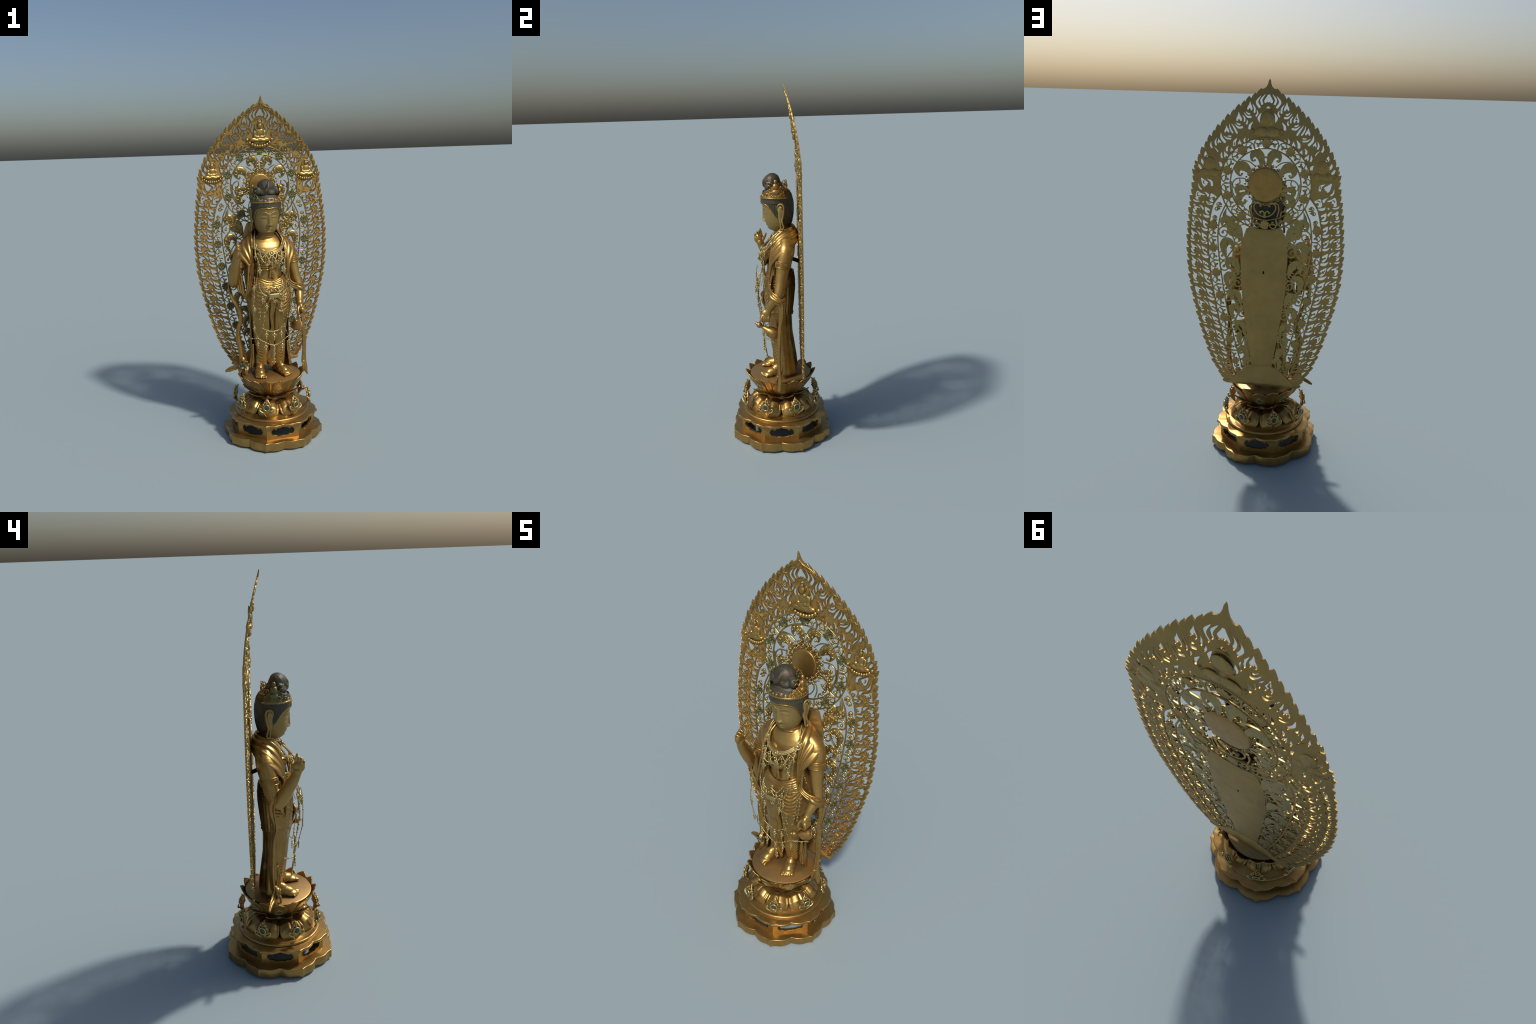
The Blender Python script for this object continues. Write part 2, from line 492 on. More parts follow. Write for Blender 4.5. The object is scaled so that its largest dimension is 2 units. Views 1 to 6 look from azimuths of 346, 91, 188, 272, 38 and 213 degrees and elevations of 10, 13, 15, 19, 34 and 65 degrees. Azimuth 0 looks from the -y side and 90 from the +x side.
RC = (0.0, 1.491)          # centre of the round head halo
R_OUT, R_IN, R_DISC = .2295, .1785, .0875
OUTL = [(.226, 1.434), (.254, 1.398), (.270, 1.368), (.285, 1.301), (.2925, 1.235), (.2930, 1.160), (.276, .985), (.256, .872), (.2335, .758), (.1955, .600), (.1435, .452)]
INL = [(.203, 1.378), (.218, 1.345), (.231, 1.312), (.241, 1.240), (.2405, 1.170), (.227, 1.045), (.192, .830), (.1425, .625), (.1065, .500)]
EDGE = [(0, 2.0), (.008, 1.972), (.040, 1.955), (.098, 1.917), (.148, 1.878), (.200, 1.830), (.248, 1.778), (.290, 1.726), (.327, 1.666), (.361, 1.597),
        (.3755, 1.555), (.379, 1.486), (.3895, 1.421), (.398, 1.358), (.404, 1.286), (.410, 1.215), (.411, 1.146), (.4085, 1.078),
        (.404, 1.003), (.393, .933), (.379, .863), (.363, .797), (.345, .728), (.326, .659), (.304, .594), (.279, .528), (.240, .462), (.2135, .416)]
outl = catmull(OUTL, 8); inl = catmull(INL, 8)

def toothed_edge():
    """Outer margin: flame tips on the envelope, a notch just above each tip."""
    pts = [np.array((0, 2.0)), np.array((.0045, 1.992)), np.array((.0075, 1.978)), np.array((.014, 1.963)), np.array((.024, 1.954)), np.array((.034, 1.951))]
    E = [np.array(p) for p in EDGE[2:]]
    for i in range(len(E)-1):
        a, b = E[i], E[i+1]
        t = b-a; L = np.linalg.norm(t); t /= L
        inn = np.array((t[1], -t[0])); inn = inn if inn[0] < 0 or (abs(inn[0]) < .3 and inn[1] < 0) else -inn
        k = 1.0 if i < len(E)-3 else .6
        dmaj, dmin = .0165*k, .0100*k
        m = a+(b-a)*.5-inn*.000+inn*(.004*k)
        pts += [a, a+t*L*.10+inn*.0015*k, a+t*L*.26+inn*.0035*k, a+t*L*.40+inn*.0075*k, a+t*L*.47+inn*dmin*1.25,
                m+t*L*.0-inn*.001, m+t*L*.10+inn*.0010*k, m+t*L*.26+inn*.003*k, m+t*L*.38+inn*.008*k, b-t*L*.05+inn*dmaj]
    pts.append(E[-1])
    return [(float(p[0]), float(p[1])) for p in pts]
margin = toothed_edge()
# horseshoe-shaped flame sheet: margin outside, head ring and body band inside
a_r = math.atan2(OUTL[0][1]-RC[1], OUTL[0][0])
inner_r = [(p[0]-.003, p[1]) for p in outl][::-1]            # foot up to the ring, right side
arc = [((R_OUT-.003)*cos(t), RC[1]+(R_OUT-.003)*sin(t)) for t in np.linspace(a_r, pi-a_r, 60)][1:-1]
inner_l = [(-x, z) for x, z in inner_r[::-1]]
sheet_outline = [(x, z) for x, z in margin] + [(.205, .409), (.185, .412)] + inner_r + arc + inner_l + [(-.185, .412), (-.205, .409)] + [(-x, z) for x, z in margin[:0:-1]]

def inside(poly, x, z):
    X, Z = poly[:, 0], poly[:, 1]; X2, Z2 = np.roll(X, -1), np.roll(Z, -1)
    c = ((Z > z) != (Z2 > z)) & (x < (X2-X)*(z-Z)/(Z2-Z+1e-15)+X)
    return bool(np.count_nonzero(c) % 2)
holes = []; rims = []
def poly_ok(p, gap=.0027):
    A = np.array(p)
    for q, B in holes_np:
        if abs(A.mean(0)-B.mean(0)).max() > .09: continue
        d = np.sqrt(((A[:, None]-B[None])**2).sum(2)).min()
        if d < gap: return False
    d = np.sqrt(((A[:, None]-OUTLINE_NP[None])**2).sum(2)).min()
    if d <= gap*.75: return False
    return all(inside(OUTLINE_NP, *q) for q in p)
OUTLINE_NP = np.array(catmull(sheet_outline, 3, True))
holes_np = []
def add_hole(p, n=3):
    A = np.array(catmull(p, n, True)); c = A.mean(axis=0)
    for k in (1.0, .92, .84, .76, .66, .56):
        q = [(float(a[0]), float(a[1])) for a in c+(A-c)*k]
        if poly_ok(q): break
    else: return False
    holes.append(q); holes_np.append((q, np.array(q)))
    return True
def both(p, n=3):
    add_hole(p, n); add_hole([(-x, z) for x, z in p], n)

def drop(tip, base, width, curl=1, bend=0.0):
    """Flame-shaped opening: pointed at tip, round at base with a curl biting into it."""
    t = np.array(tip); b = np.array(base); d = t-b; L = np.linalg.norm(d); d /= L
    s = np.array((d[1], -d[0]))*curl
    w = width
    f = lambda v, u: tuple(b+d*(v*L+bend*0)+s*(u*w)+s*bend*w*v*v)
    return [f(1, 0), f(.62, .20), f(.36, .44), f(.12, .50), f(-.01, .36), f(.07, .18), f(.22, .10), f(.16, -.08), f(-.02, -.20), f(-.02, -.40), f(.16, -.50), f(.40, -.40), f(.68, -.17)]
def slit(a, b, c, w=.007):
    """Crescent opening through three points, thickest toward its end."""
    P = catmull([a, b, c], 4)
    L, R = [], []
    for i, p in enumerate(P):
        t = i/(len(P)-1)
        q = (P[min(i+1, len(P)-1)]-P[max(i-1, 0)]); q /= np.linalg.norm(q)
        n = np.array((-q[1], q[0])); h = w*.70*(.12+.88*min(1, t*2.0)**.8)*(1 if t < .9 else .75)
        L.append(p+n*h); R.append(p-n*h)
    return [tuple(x) for x in L+R[::-1]]

# crest of the halo
def crest():
    add_hole([(0, 1.931), (.010, 1.916), (.020, 1.900), (.022, 1.890), (.014, 1.884), (.008, 1.889), (.004, 1.891), (0, 1.886),
              (-.004, 1.891), (-.008, 1.889), (-.014, 1.884), (-.022, 1.890), (-.020, 1.900), (-.010, 1.916)], 2)
    both(slit((.017, 1.927), (.036, 1.900), (.030, 1.877), .008)); both(slit((.039, 1.919), (.057, 1.889), (.041, 1.862), .009))
    add_hole([(.011, 1.857), (.005, 1.867), (0, 1.870), (-.005, 1.867), (-.011, 1.857)], 2)
    both(slit((.033, 1.837), (.043, 1.814), (.033, 1.795), .011)); both(slit((.072, 1.795), (.086, 1.776), (.088, 1.758), .009))
    for tip, base, w in (((.091, 1.891), (.091, 1.850), .027), ((.146, 1.840), (.141, 1.796), .029), ((.204, 1.773), (.200, 1.739), .026),
                         ((.243, 1.709), (.236, 1.686), .018), ((.134, 1.711), (.134, 1.681), .022), ((.179, 1.672), (.170, 1.647), .020),
                         ((.212, 1.648), (.199, 1.621), .021)):
        both(drop(tip, base, w))
    for s in (((.079, 1.880), (.067, 1.858), (.067, 1.837), .007), ((.057, 1.853), (.051, 1.835), (.059, 1.820), .006),
              ((.110, 1.843), (.101, 1.833), (.088, 1.831), .006), ((.120, 1.838), (.100, 1.818), (.080, 1.817), .0075),
              ((.127, 1.827), (.115, 1.810), (.115, 1.793), .006), ((.103, 1.804), (.100, 1.792), (.105, 1.781), .006),
              ((.156, 1.789), (.146, 1.781), (.134, 1.779), .006), ((.164, 1.782), (.143, 1.765), (.121, 1.767), .0075),
              ((.190, 1.782), (.184, 1.758), (.170, 1.737), .006), ((.180, 1.784), (.162, 1.759), (.148, 1.736), .007),
              ((.231, 1.738), (.226, 1.712), (.206, 1.690), .009), ((.236, 1.722), (.230, 1.705), (.219, 1.691), .0045),
              ((.251, 1.711), (.257, 1.691), (.252, 1.674), .007), ((.278, 1.694), (.280, 1.674), (.273, 1.661), .007),
              ((.265, 1.668), (.250, 1.654), (.243, 1.643), .004), ((.218, 1.724), (.200, 1.711), (.177, 1.709), .006),
              ((.198, 1.722), (.188, 1.7215), (.177, 1.7215), .005), ((.104, 1.722), (.112, 1.706), (.107, 1.690), .009), ((.088, 1.716), (.092, 1.706), (.096, 1.700), .005),
              ((.148, 1.713), (.160, 1.695), (.161, 1.675), .010), ((.190, 1.675), (.198, 1.662), (.196, 1.648), .008),
              ((.222, 1.644), (.225, 1.629), (.221, 1.614), .007),
              ((.298, 1.507), (.276, 1.494), (.272, 1.472), .009), ((.343, 1.485), (.339, 1.464), (.326, 1.452), .006),
              ((.351, 1.560), (.343, 1.542), (.323, 1.537), .009), ((.237, 1.595), (.228, 1.585), (.226, 1.573), .010),
              ((.211, 1.603), (.207, 1.592), (.210, 1.581), .009)):
        both(slit(*s))
    both([(.307, 1.644), (.313, 1.624), (.302, 1.608), (.293, 1.615), (.297, 1.630)])
    both([(.326, 1.608), (.329, 1.589), (.312, 1.575), (.308, 1.584), (.317, 1.596)])
    both([(.343, 1.581), (.342, 1.566), (.327, 1.552), (.324, 1.560), (.332, 1.572)])
    both([(.330, 1.512), (.311, 1.502), (.292, 1.489), (.297, 1.483), (.296, 1.478), (.304, 1.475), (.307, 1.468), (.318, 1.470), (.325, 1.484)])
crest()

# repeating flame unit down each side, in (across, along) coordinates between margin and body band
UNIT = dict(
    H1=[(.24, .00), (.34, .12), (.475, .24), (.42, .29), (.365, .36), (.315, .44), (.355, .54), (.30, .565), (.245, .48), (.225, .30)],
    H2=[(.155, .54), (.20, .62), (.29, .685), (.385, .70), (.35, .775), (.25, .76), (.185, .68)],
    H3=[(.445, .02), (.53, .06), (.61, .17), (.645, .29), (.60, .325), (.555, .22), (.50, .10)],
    H4=[(.70, .15), (.80, .23), (.905, .35), (.90, .44), (.82, .48), (.86, .57), (.91, .66), (.86, .705), (.78, .63), (.725, .47), (.70, .28)],
    H5=[(.655, .69), (.74, .765), (.86, .80), (.955, .84), (.93, .94), (.82, .96), (.72, .88)],
    H6=[(.53, .74), (.58, .74), (.57, .83), (.535, .83)])
ez = [p[1] for p in EDGE[2:]][::-1]; ex = [p[0] for p in EDGE[2:]][::-1]
oz = [p[1] for p in outl][::-1]; ox = [p[0] for p in outl][::-1]
curl_beads = []
def place_unit(ztop, L, side, names=("H1", "H2", "H3", "H4", "H5", "H6")):
    for nm in names:
        q = []
        for u, v in UNIT[nm]:
            v2 = v+.012*sin(ztop*31+u*5+side)
            z = ztop-v2*L
            z0 = z
            xe = interp(ez, ex, z)+.001; xi = interp(oz, ox, z)-.003
            x = xe+(xi-xe)*u
            q.append((side*x, z))
        c = np.mean(np.array(q), axis=0); q = [tuple(c+(np.array(p)-c)*1.20) for p in q]
        add_hole(q)
    z = ztop-.30*L; xe = interp(ez, ex, z); xi = interp(oz, ox, z)
    curl_beads.append((side*(xe+(xi-xe)*.40), z)); curl_beads.append((side*(xe+(xi-xe)*.83), ztop-.47*L))
zs = [1.440, 1.373, 1.306, 1.237, 1.168, 1.092, 1.015, .940, .864, .788, .710, .636, .564, .500, .448]
for k, zt in enumerate(zs[:-1]):
    for sd in (-1, 1):
        nm = ("H1", "H2", "H3", "H4", "H5", "H6")
        place_unit(zt, zs[k]-zs[k+1], sd, nm)

SHEET = .0045
def pierced_sheet(name, loops, thick):
    """Flat sheet in the x-z plane with pierced openings, triangulated between its outlines."""
    from mathutils.geometry import delaunay_2d_cdt
    vs, es = [], []
    for lp in loops:
        b = len(vs); vs += [Vector((p[0], p[1])) for p in lp]
        es += [(b+i, b+(i+1) % len(lp)) for i in range(len(lp))]
    co, ed, tri, ov, oe, of = delaunay_2d_cdt(vs, es, [], 0, 1e-7)
    C = np.array([(c.x, c.y) for c in co])
    S = np.concatenate([np.array(lp) for lp in loops]); S2 = np.concatenate([np.roll(np.array(lp), -1, 0) for lp in loops])
    keep = []
    for t in tri:
        m = C[list(t)].mean(axis=0)
        c = ((S[:, 1] > m[1]) != (S2[:, 1] > m[1])) & (m[0] < (S2[:, 0]-S[:, 0])*(m[1]-S[:, 1])/(S2[:, 1]-S[:, 1]+1e-15)+S[:, 0])
        if np.count_nonzero(c) % 2: keep.append(tuple(t))
    n = len(C); V = [(x, 0.0, z) for x, z in C]+[(x, -thick, z) for x, z in C]
    F = keep+[tuple(i+n for i in reversed(t)) for t in keep]
    cnt = {}
    for t in keep:
        for a, b in ((t[0], t[1]), (t[1], t[2]), (t[2], t[0])): cnt[(min(a, b), max(a, b))] = cnt.get((min(a, b), max(a, b)), 0)+1
    F += [(a, b, b+n, a+n) for (a, b), k in cnt.items() if k == 1]
    return Geo().add(V, F).mesh(name)
me = pierced_sheet("flame_border", [sheet_outline]+holes, SHEET)
for v in me.vertices: v.co.y += halo_y(v.co.z)
halo = add_object("flame_border", me, BACKM, statue, True, 30)

# --- relief strokes lying on the halo (flat back, rounded front)
stroke_no = [0]
def stroke(g, pts, w, h=.006, base=.0010, nper=5, ns=6, closed=False, raw=False):
    P = [np.array(p, float) for p in pts] if raw else catmull(pts, nper, closed)
    n = len(P)
    W = list(w) if hasattr(w, "__len__") else [w, w]
    W = np.interp(np.linspace(0, 1, n), np.linspace(0, 1, len(W)), W)
    stroke_no[0] += 1
    d0 = base-.000045*((stroke_no[0]*7) % 41)
    rings = []
    for i, p in enumerate(P):
        if closed: q = P[(i+1) % n]-P[i-1]
        else: q = P[min(i+1, n-1)]-P[max(i-1, 0)]
        q = q/(np.linalg.norm(q)+1e-12); nn = np.array((-q[1], q[0]))
        hw = W[i]/2; hh = h*min(1, (W[i]/(max(W)+1e-9))**.6)
        ring = []
        for k in range(ns+1):
            a = pi*k/ns
            c = p+nn*hw*cos(a)
            ring.append((c[0], halo_y(c[1])-d0-hh*sin(a)**.8, c[1]))
        ring.append((p[0], halo_y(p[1])-d0, p[1]))
        rings.append(ring)
    m = len(rings[0])
    V = [v for r in rings for v in r]
    F = grid_faces(n, m, wrap_u=closed, wrap_v=True)
    if not closed: F += [tuple(range(m)), tuple(range((n-1)*m, n*m))]
    g.add(V, F)

def bead(g, x, z, r, d=.004):
    g.add(*ellipsoid((x, halo_y(z)-d, z), (r, r*.9, r), 6, 8))

# streamlines that follow the nearest opening across the broad webs
SO = np.array(sheet_outline)
edge_pts = np.concatenate([OUTLINE_NP]+[B for _, B in holes_np])
def near(p):
    d = edge_pts-p; r = (d*d).sum(1); k = int(r.argmin())
    w = np.exp(-r/(2*.006**2)); v = (d*w[:, None]).sum(0)
    return sqrt(r[k]), v
web_ridges = []; taken = np.zeros((0, 2))
fr = random.Random(5)
figs = ((0, 1.765, .085), (.285, 1.555, .062), (-.285, 1.555, .062))
for _ in range(7000):
    p = np.array((fr.uniform(-.40, .40), fr.uniform(.43, 1.95)))
    if p[1] < 1.40 and abs(p[0]) < interp(oz, ox, p[1]): continue
    if (p[0]**2+(p[1]-RC[1])**2) < R_OUT**2: continue
    if any((p[0]-a)**2+(p[1]-b)**2 < (c*.8)**2 for a, b, c in figs): continue
    if len(taken) and ((taken-p)**2).sum(1).min() < .0062**2: continue
    if not inside(SO, *p): continue
    d0, v = near(p)
    if d0 < .0058: continue
    path = [p]
    ok = True
    for sg in (1, -1):
        q = p.copy(); seg = []; last = None
        for _k in range(3):
            d, v = near(q); t = np.array((-v[1], v[0])); t /= (np.linalg.norm(t)+1e-9)
            if t[1] < 0: t = -t
            if last is not None and np.dot(t, last) < 0: t = -t
            last = t
            q = q+sg*t*.0046
            if near(q)[0] < .0030: break
            seg.append(q.copy())
        path = (seg[::-1]+path) if sg < 0 else path+seg
    if len(path) >= 4:
        web_ridges.append([tuple(a) for a in path]); taken = np.concatenate([taken, np.array(path)])

# flame tongues: rounded ridges round every opening and along the toothed margin
for sd, nm in ((1, "flame_tongue"), (-1, "flame_tongue")):
    g = Geo()
    for q in holes:
        c = np.mean(np.array(q), axis=0)
        if c[0]*sd < -1e-4: continue
        q = np.array(q); d = np.roll(q, -1, 0)-np.roll(q, 1, 0)
        d /= (np.linalg.norm(d, axis=1, keepdims=True)+1e-9)
        nrm = np.stack((d[:, 1], -d[:, 0]), 1)
        area = np.sum(q[:, 0]*np.roll(q[:, 1], -1)-np.roll(q[:, 0], -1)*q[:, 1])
        if area < 0: nrm = -nrm
        off = q+nrm*.0023
        stroke(g, [tuple(p) for p in off[::1]], .0052, .0070, base=.0020, closed=True, raw=True, ns=5)
    E = [np.array(p) for p in EDGE[2:]]
    mz = margin[5:]
    for i in range(len(E)-1):
        blk = [np.array(p) for p in mz[1+10*i:1+10*i+10]]
        if len(blk) < 10: break
        cx = lambda p, k: (sd*(p[0]-k), p[1]-k*.3)
        t = E[i+1]-E[i]; t /= np.linalg.norm(t)
        inn = np.array((t[1], -t[0])); inn = inn if inn[0] < 0 else -inn
        for lo, hi in ((0, 5), (5, 10)):
            b = blk[lo:hi]
            a1 = [b[0]+inn*.0022, b[1]+inn*.004, b[2]+inn*.0065, b[3]+inn*.009, b[4]+inn*.012+t*.006]
            stroke(g, [(sd*p[0], p[1]) for p in a1], [.002, .006, .007, .006, .003], .0075, base=.003)
        a2 = [blk[0]+inn*.012+t*.004, blk[3]+inn*.013, blk[5]+inn*.015, blk[8]+inn*.014, blk[9]+inn*.018+t*.008]
        stroke(g, [(sd*p[0], p[1]) for p in a2], [.002, .005, .006, .005, .002], .0065, base=.003)
    for x, z in curl_beads:
        if x*sd > 0: bead(g, x, z, .0058, .007)
    for path in web_ridges:
        if path[0][0]*sd >= 0: stroke(g, path, [.0018, .0050, .0056, .0046, .0016], .0062, base=.0032, raw=False, nper=3, ns=5)
    o = g.obj(nm, FLAME, halo, True, 50); o["kind"] = "stuff"

# crest spike ridge
g = Geo()
stroke(g, [(0, 1.996), (0, 1.98), (0, 1.955), (0, 1.938)], [.003, .008, .012, .008], .009, .003)
for sd in (1, -1):
    stroke(g, [(sd*.0, 1.965), (sd*.018, 1.945), (sd*.05, 1.932), (sd*.085, 1.908)], [.006, .008, .008, .003], .008, .003)
g.obj("crest_flame", FLAME, halo)

# rings and body bands
def ring_rail(name, R, w=.0075, h=.010):
    g = Geo()
    pts = [(R*cos(t), RC[1]+R*sin(t)) for t in np.linspace(0, 2*pi, 121)[:-1]]
    n = len(pts)
    rings = []
    for i in range(n):
        t = 2*pi*i/n; ring = []
        for k in range(10):
            a = 2*pi*k/10
            rr = R+w/2*cos(a); z = RC[1]+rr*sin(t)
            ring.append((rr*cos(t), halo_y(z)-h/2+.0025-h/2*sin(a)*1.0, z))
        rings.append(ring)
    V = [v for r in rings for v in r]
    g.add(V, grid_faces(n, 10, wrap_u=True, wrap_v=True))
    return g.obj(name, FLAME, halo)
ring_rail("head_ring", R_OUT); ring_rail("head_ring", R_IN)
def rail(line, sd, w=.0075, h=.010):
    path = [(sd*p[0], halo_y(p[1])-h/2+.0025, p[1]) for p in line]
    g = Geo(); g.add(*tube(path, 1.0, 10, ell=(w/2, h/2), up=(0, 1, 0), round_ends=False))
    return g.obj("body_rail", FLAME, halo)
for sd in (1, -1): rail(outl, sd); rail(inl, sd)

# --- rosettes
def rosette_mesh(r=.0255):
    g = Geo()
    for k in range(10):
        a = 2*pi*k/10
        n1, n2 = 9, 7
        A = np.zeros((n1, n2, 3))
        for i in range(n1):
            v = i/(n1-1); rr = .005+v*(r-.005)
            w = .0062*sin(pi*min(1, .18+.74*v))**.8*(1 if v < .85 else .8)
            for j in range(n2):
                u = j/(n2-1)*2-1
                y = -.0060-.003*sin(pi*v)+.0062*(1-abs(u))*sin(pi*v)**.7
                x = rr; s = u*w
                A[i, j] = (x*cos(a)-s*sin(a), y, x*sin(a)+s*cos(a))
        du = np.gradient(A, axis=0); dv = np.gradient(A, axis=1)
        Nn = np.cross(du, dv); Nn /= (np.linalg.norm(Nn, axis=2, keepdims=True)+1e-9)
        g.add(*thicken(A, Nn, .0016))
    g.add(*ellipsoid((0, -.006, 0), (.0062, .0045, .0062), 8, 12))
    # flat backing plate seen from behind
    return g.mesh("rosette")
ros_me = rosette_mesh()
ros_spots = [(.204*sin(k*pi/5), RC[1]+.204*cos(k*pi/5)) for k in range(10)]
band_ros = [(.268, 1.270), (.2675, 1.153), (.2515, 1.020), (.2300, .896), (.2065, .773), (.1775, .652), (.1445, .530)]
ros_spots += band_ros+[(-x, z) for x, z in band_ros]
for k, (x, z) in enumerate(ros_spots):
    o = bpy.data.objects.new("rosette", ros_me); COL.objects.link(o); o.parent = halo
    o.location = (x, halo_y(z)-.0015, z)
    sc = 1.0 if z > .6 else .82
    o.scale = (sc, 1, sc)
    o.rotation_euler = (0, rnd.uniform(0, .6), 0)
n = 40
prof = [(.0225*(1+.12*cos(10*2*pi*k/n)+.06*cos(4*2*pi*k/n))) for k in range(n)]
g = Geo(); g.add(*loft([[(p*cos(2*pi*k/n), y, p*sin(2*pi*k/n)) for k, p in enumerate(prof)] for y in (-.0030, .0005)]))
plate_me = g.mesh("rosette_plate"); plate_me.materials.append(BACKM)
for k, (x, z) in enumerate(ros_spots):
    o = bpy.data.objects.new("rosette_plate", plate_me); COL.objects.link(o); o.parent = halo
    sc = 1.0 if z > .6 else .82
    o.location = (x, halo_y(z)-.0005, z); o.scale = (sc, 1, sc); o.rotation_euler = (0, rnd.uniform(0, .6), 0)
ros_me.materials.append(VERD); ros_me.polygons.foreach_set("use_smooth", [True]*len(ros_me.polygons))

# --- paired C-scrolls between rosettes
def frame(o, ax, ay):
    o = np.array(o); ax = np.array(ax); ay = np.array(ay)
    return lambda u, v: tuple(o+ax*u+ay*v)
def c_scroll_pair(F, s):
    """F maps (along, outward) in units of s; two back to back C-curls with knobs."""
    for sg in (1, -1):
        g = Geo()
        f = lambda u, v: F(sg*u*s, v*s)
        stroke(g, [f(0, -1.0), f(.06, -.3), f(.22, .35), f(.75, .80), (f(1.25, .62)), f(1.52, .15), f(1.38, -.18), f(1.18, -.05)], [.0062, .0054, .0054, .0054, .0052, .0044], .0080, .0012)
        stroke(g, [f(.35, .38), f(.62, -.05), f(.92, .0), f(1.0, -.35), f(.82, -.48)], [.0042, .0058, .0058, .0046], .0080, .0014)
        for u, v, r in ((1.2, -.02, .0056), (.80, -.42, .0062), (.70, .05, .0050), (.98, -.05, .0046), (1.42, .05, .0042)):
            p = f(u, v); bead(g, p[0], p[1], r, .005)
        g.obj("scroll", SCROLL, halo, True, 50)
for k in range(10):
    a = (k+.5)*pi/5; rr = .204
    c = (rr*sin(a), RC[1]+rr*cos(a))
    if 4 <= k <= 5: pass
    er = np.array((sin(a), cos(a))); et = np.array((cos(a), -sin(a)))
    def F(u, v, er=er, a=a):
        b = a+u/.204
        R = .204+v
        return (R*sin(b), RC[1]+R*cos(b))
    c_scroll_pair(F, .0255)
def mid_line(z): 
    xo, xi = interp(oz, ox, z), interp([p[1] for p in inl][::-1], [p[0] for p in inl][::-1], z)
    return (xo+xi)/2, (xo-xi)/2
spots = [1.405, 1.335]+[p[1] for p in band_ros]+[.455]
for sd in (1, -1):
    for i in range(len(spots)-1):
        zc = (spots[i]+spots[i+1])/2; L = spots[i]-spots[i+1]
        s = min(.0245, L/5.0)
        def F(u, v, zc=zc, sd=sd):
            z = zc+u; x, hw = mid_line(z)
            return (sd*(x+v*hw/.0255), z)
        c_scroll_pair(F, s)

# --- acanthus leaves and spirals
def spiral_pts(c, r0, r1, a0, turns, n=14, flip=1):
    return [(c[0]+flip*(r0+(r1-r0)*t)*cos(a0+2*pi*turns*t), c[1]+(r0+(r1-r0)*t)*sin(a0+2*pi*turns*t)) for t in np.linspace(0, 1, n)]
def comma_leaf(c, ang, s, flip=1, fat=1.0):
    """Curling acanthus leaf: flat comma with lobed outer edge and ridges, ending in a knob."""
    ca, sa = cos(ang), sin(ang)
    f = lambda u, v: (c[0]+flip*s*(u*ca-v*sa), c[1]+s*(u*sa+v*ca))
    k = fat*s/.045
    g = Geo()
    spine = [f(-.1, -1.0), f(-.12, -.35), f(.02, .26), f(.36, .56), f(.76, .40), f(.90, .02), f(.78, -.22), f(.60, -.14)]
    stroke(g, spine, [.008, .020*k, .034*k, .035*k, .026*k, .014, .008, .006], .0062, .0012)
    # lobes fanning off the outer side
    for (u0, v0), (u1, v1), (u2, v2), w in (((-.10, -.45), (-.24, -.22), (-.30, -.02), .008), ((-.08, -.10), (-.24, .12), (-.26, .32), .009), ((.04, .22), (-.06, .44), (.02, .62), .010),
                                         ((.28, .44), (.28, .68), (.42, .82), .010), ((.56, .44), (.68, .64), (.84, .66), .009), ((.74, .30), (.94, .38), (1.02, .26), .008)):
        stroke(g, [f(u0, v0), f(u1, v1), f(u2, v2)], [w*k*.8, w*k, w*k*.8, .002], .0090, .0022, nper=4)
    for dx, dz in ((-.07, .06), (.07, -.06)):
        sp = [f(-.1+dx*.3, -.8), f(-.12+dx, -.25+dz*.2), f(.02+dx*.8, .24+dz), f(.36+dx*.2, .54+dz*1.2), f(.76-dx*.6, .40+dz*.6), f(.88-dx*.5, .03)]
        stroke(g, sp, [.002, .0040, .0045, .0045, .004, .002], .0045, .0068, ns=5)
    for u, v in ((-.02, -.62), (.26, .12), (.62, -.14)):
        p = f(u, v); bead(g, p[0], p[1], .0062, .007)
    return g.obj("leaf", SCROLL, halo, True, 50)
def curl(pts, w=.0066, beads=True, h=.0075):
    g = Geo()
    stroke(g, pts, [w*.9, w, w, w*.9, w*.7], h, .0012)
    if beads:
        p = pts[-1]; bead(g, p[0], p[1], w*1.05, .006)
    return g.obj("tendril", SCROLL, halo, True, 50)

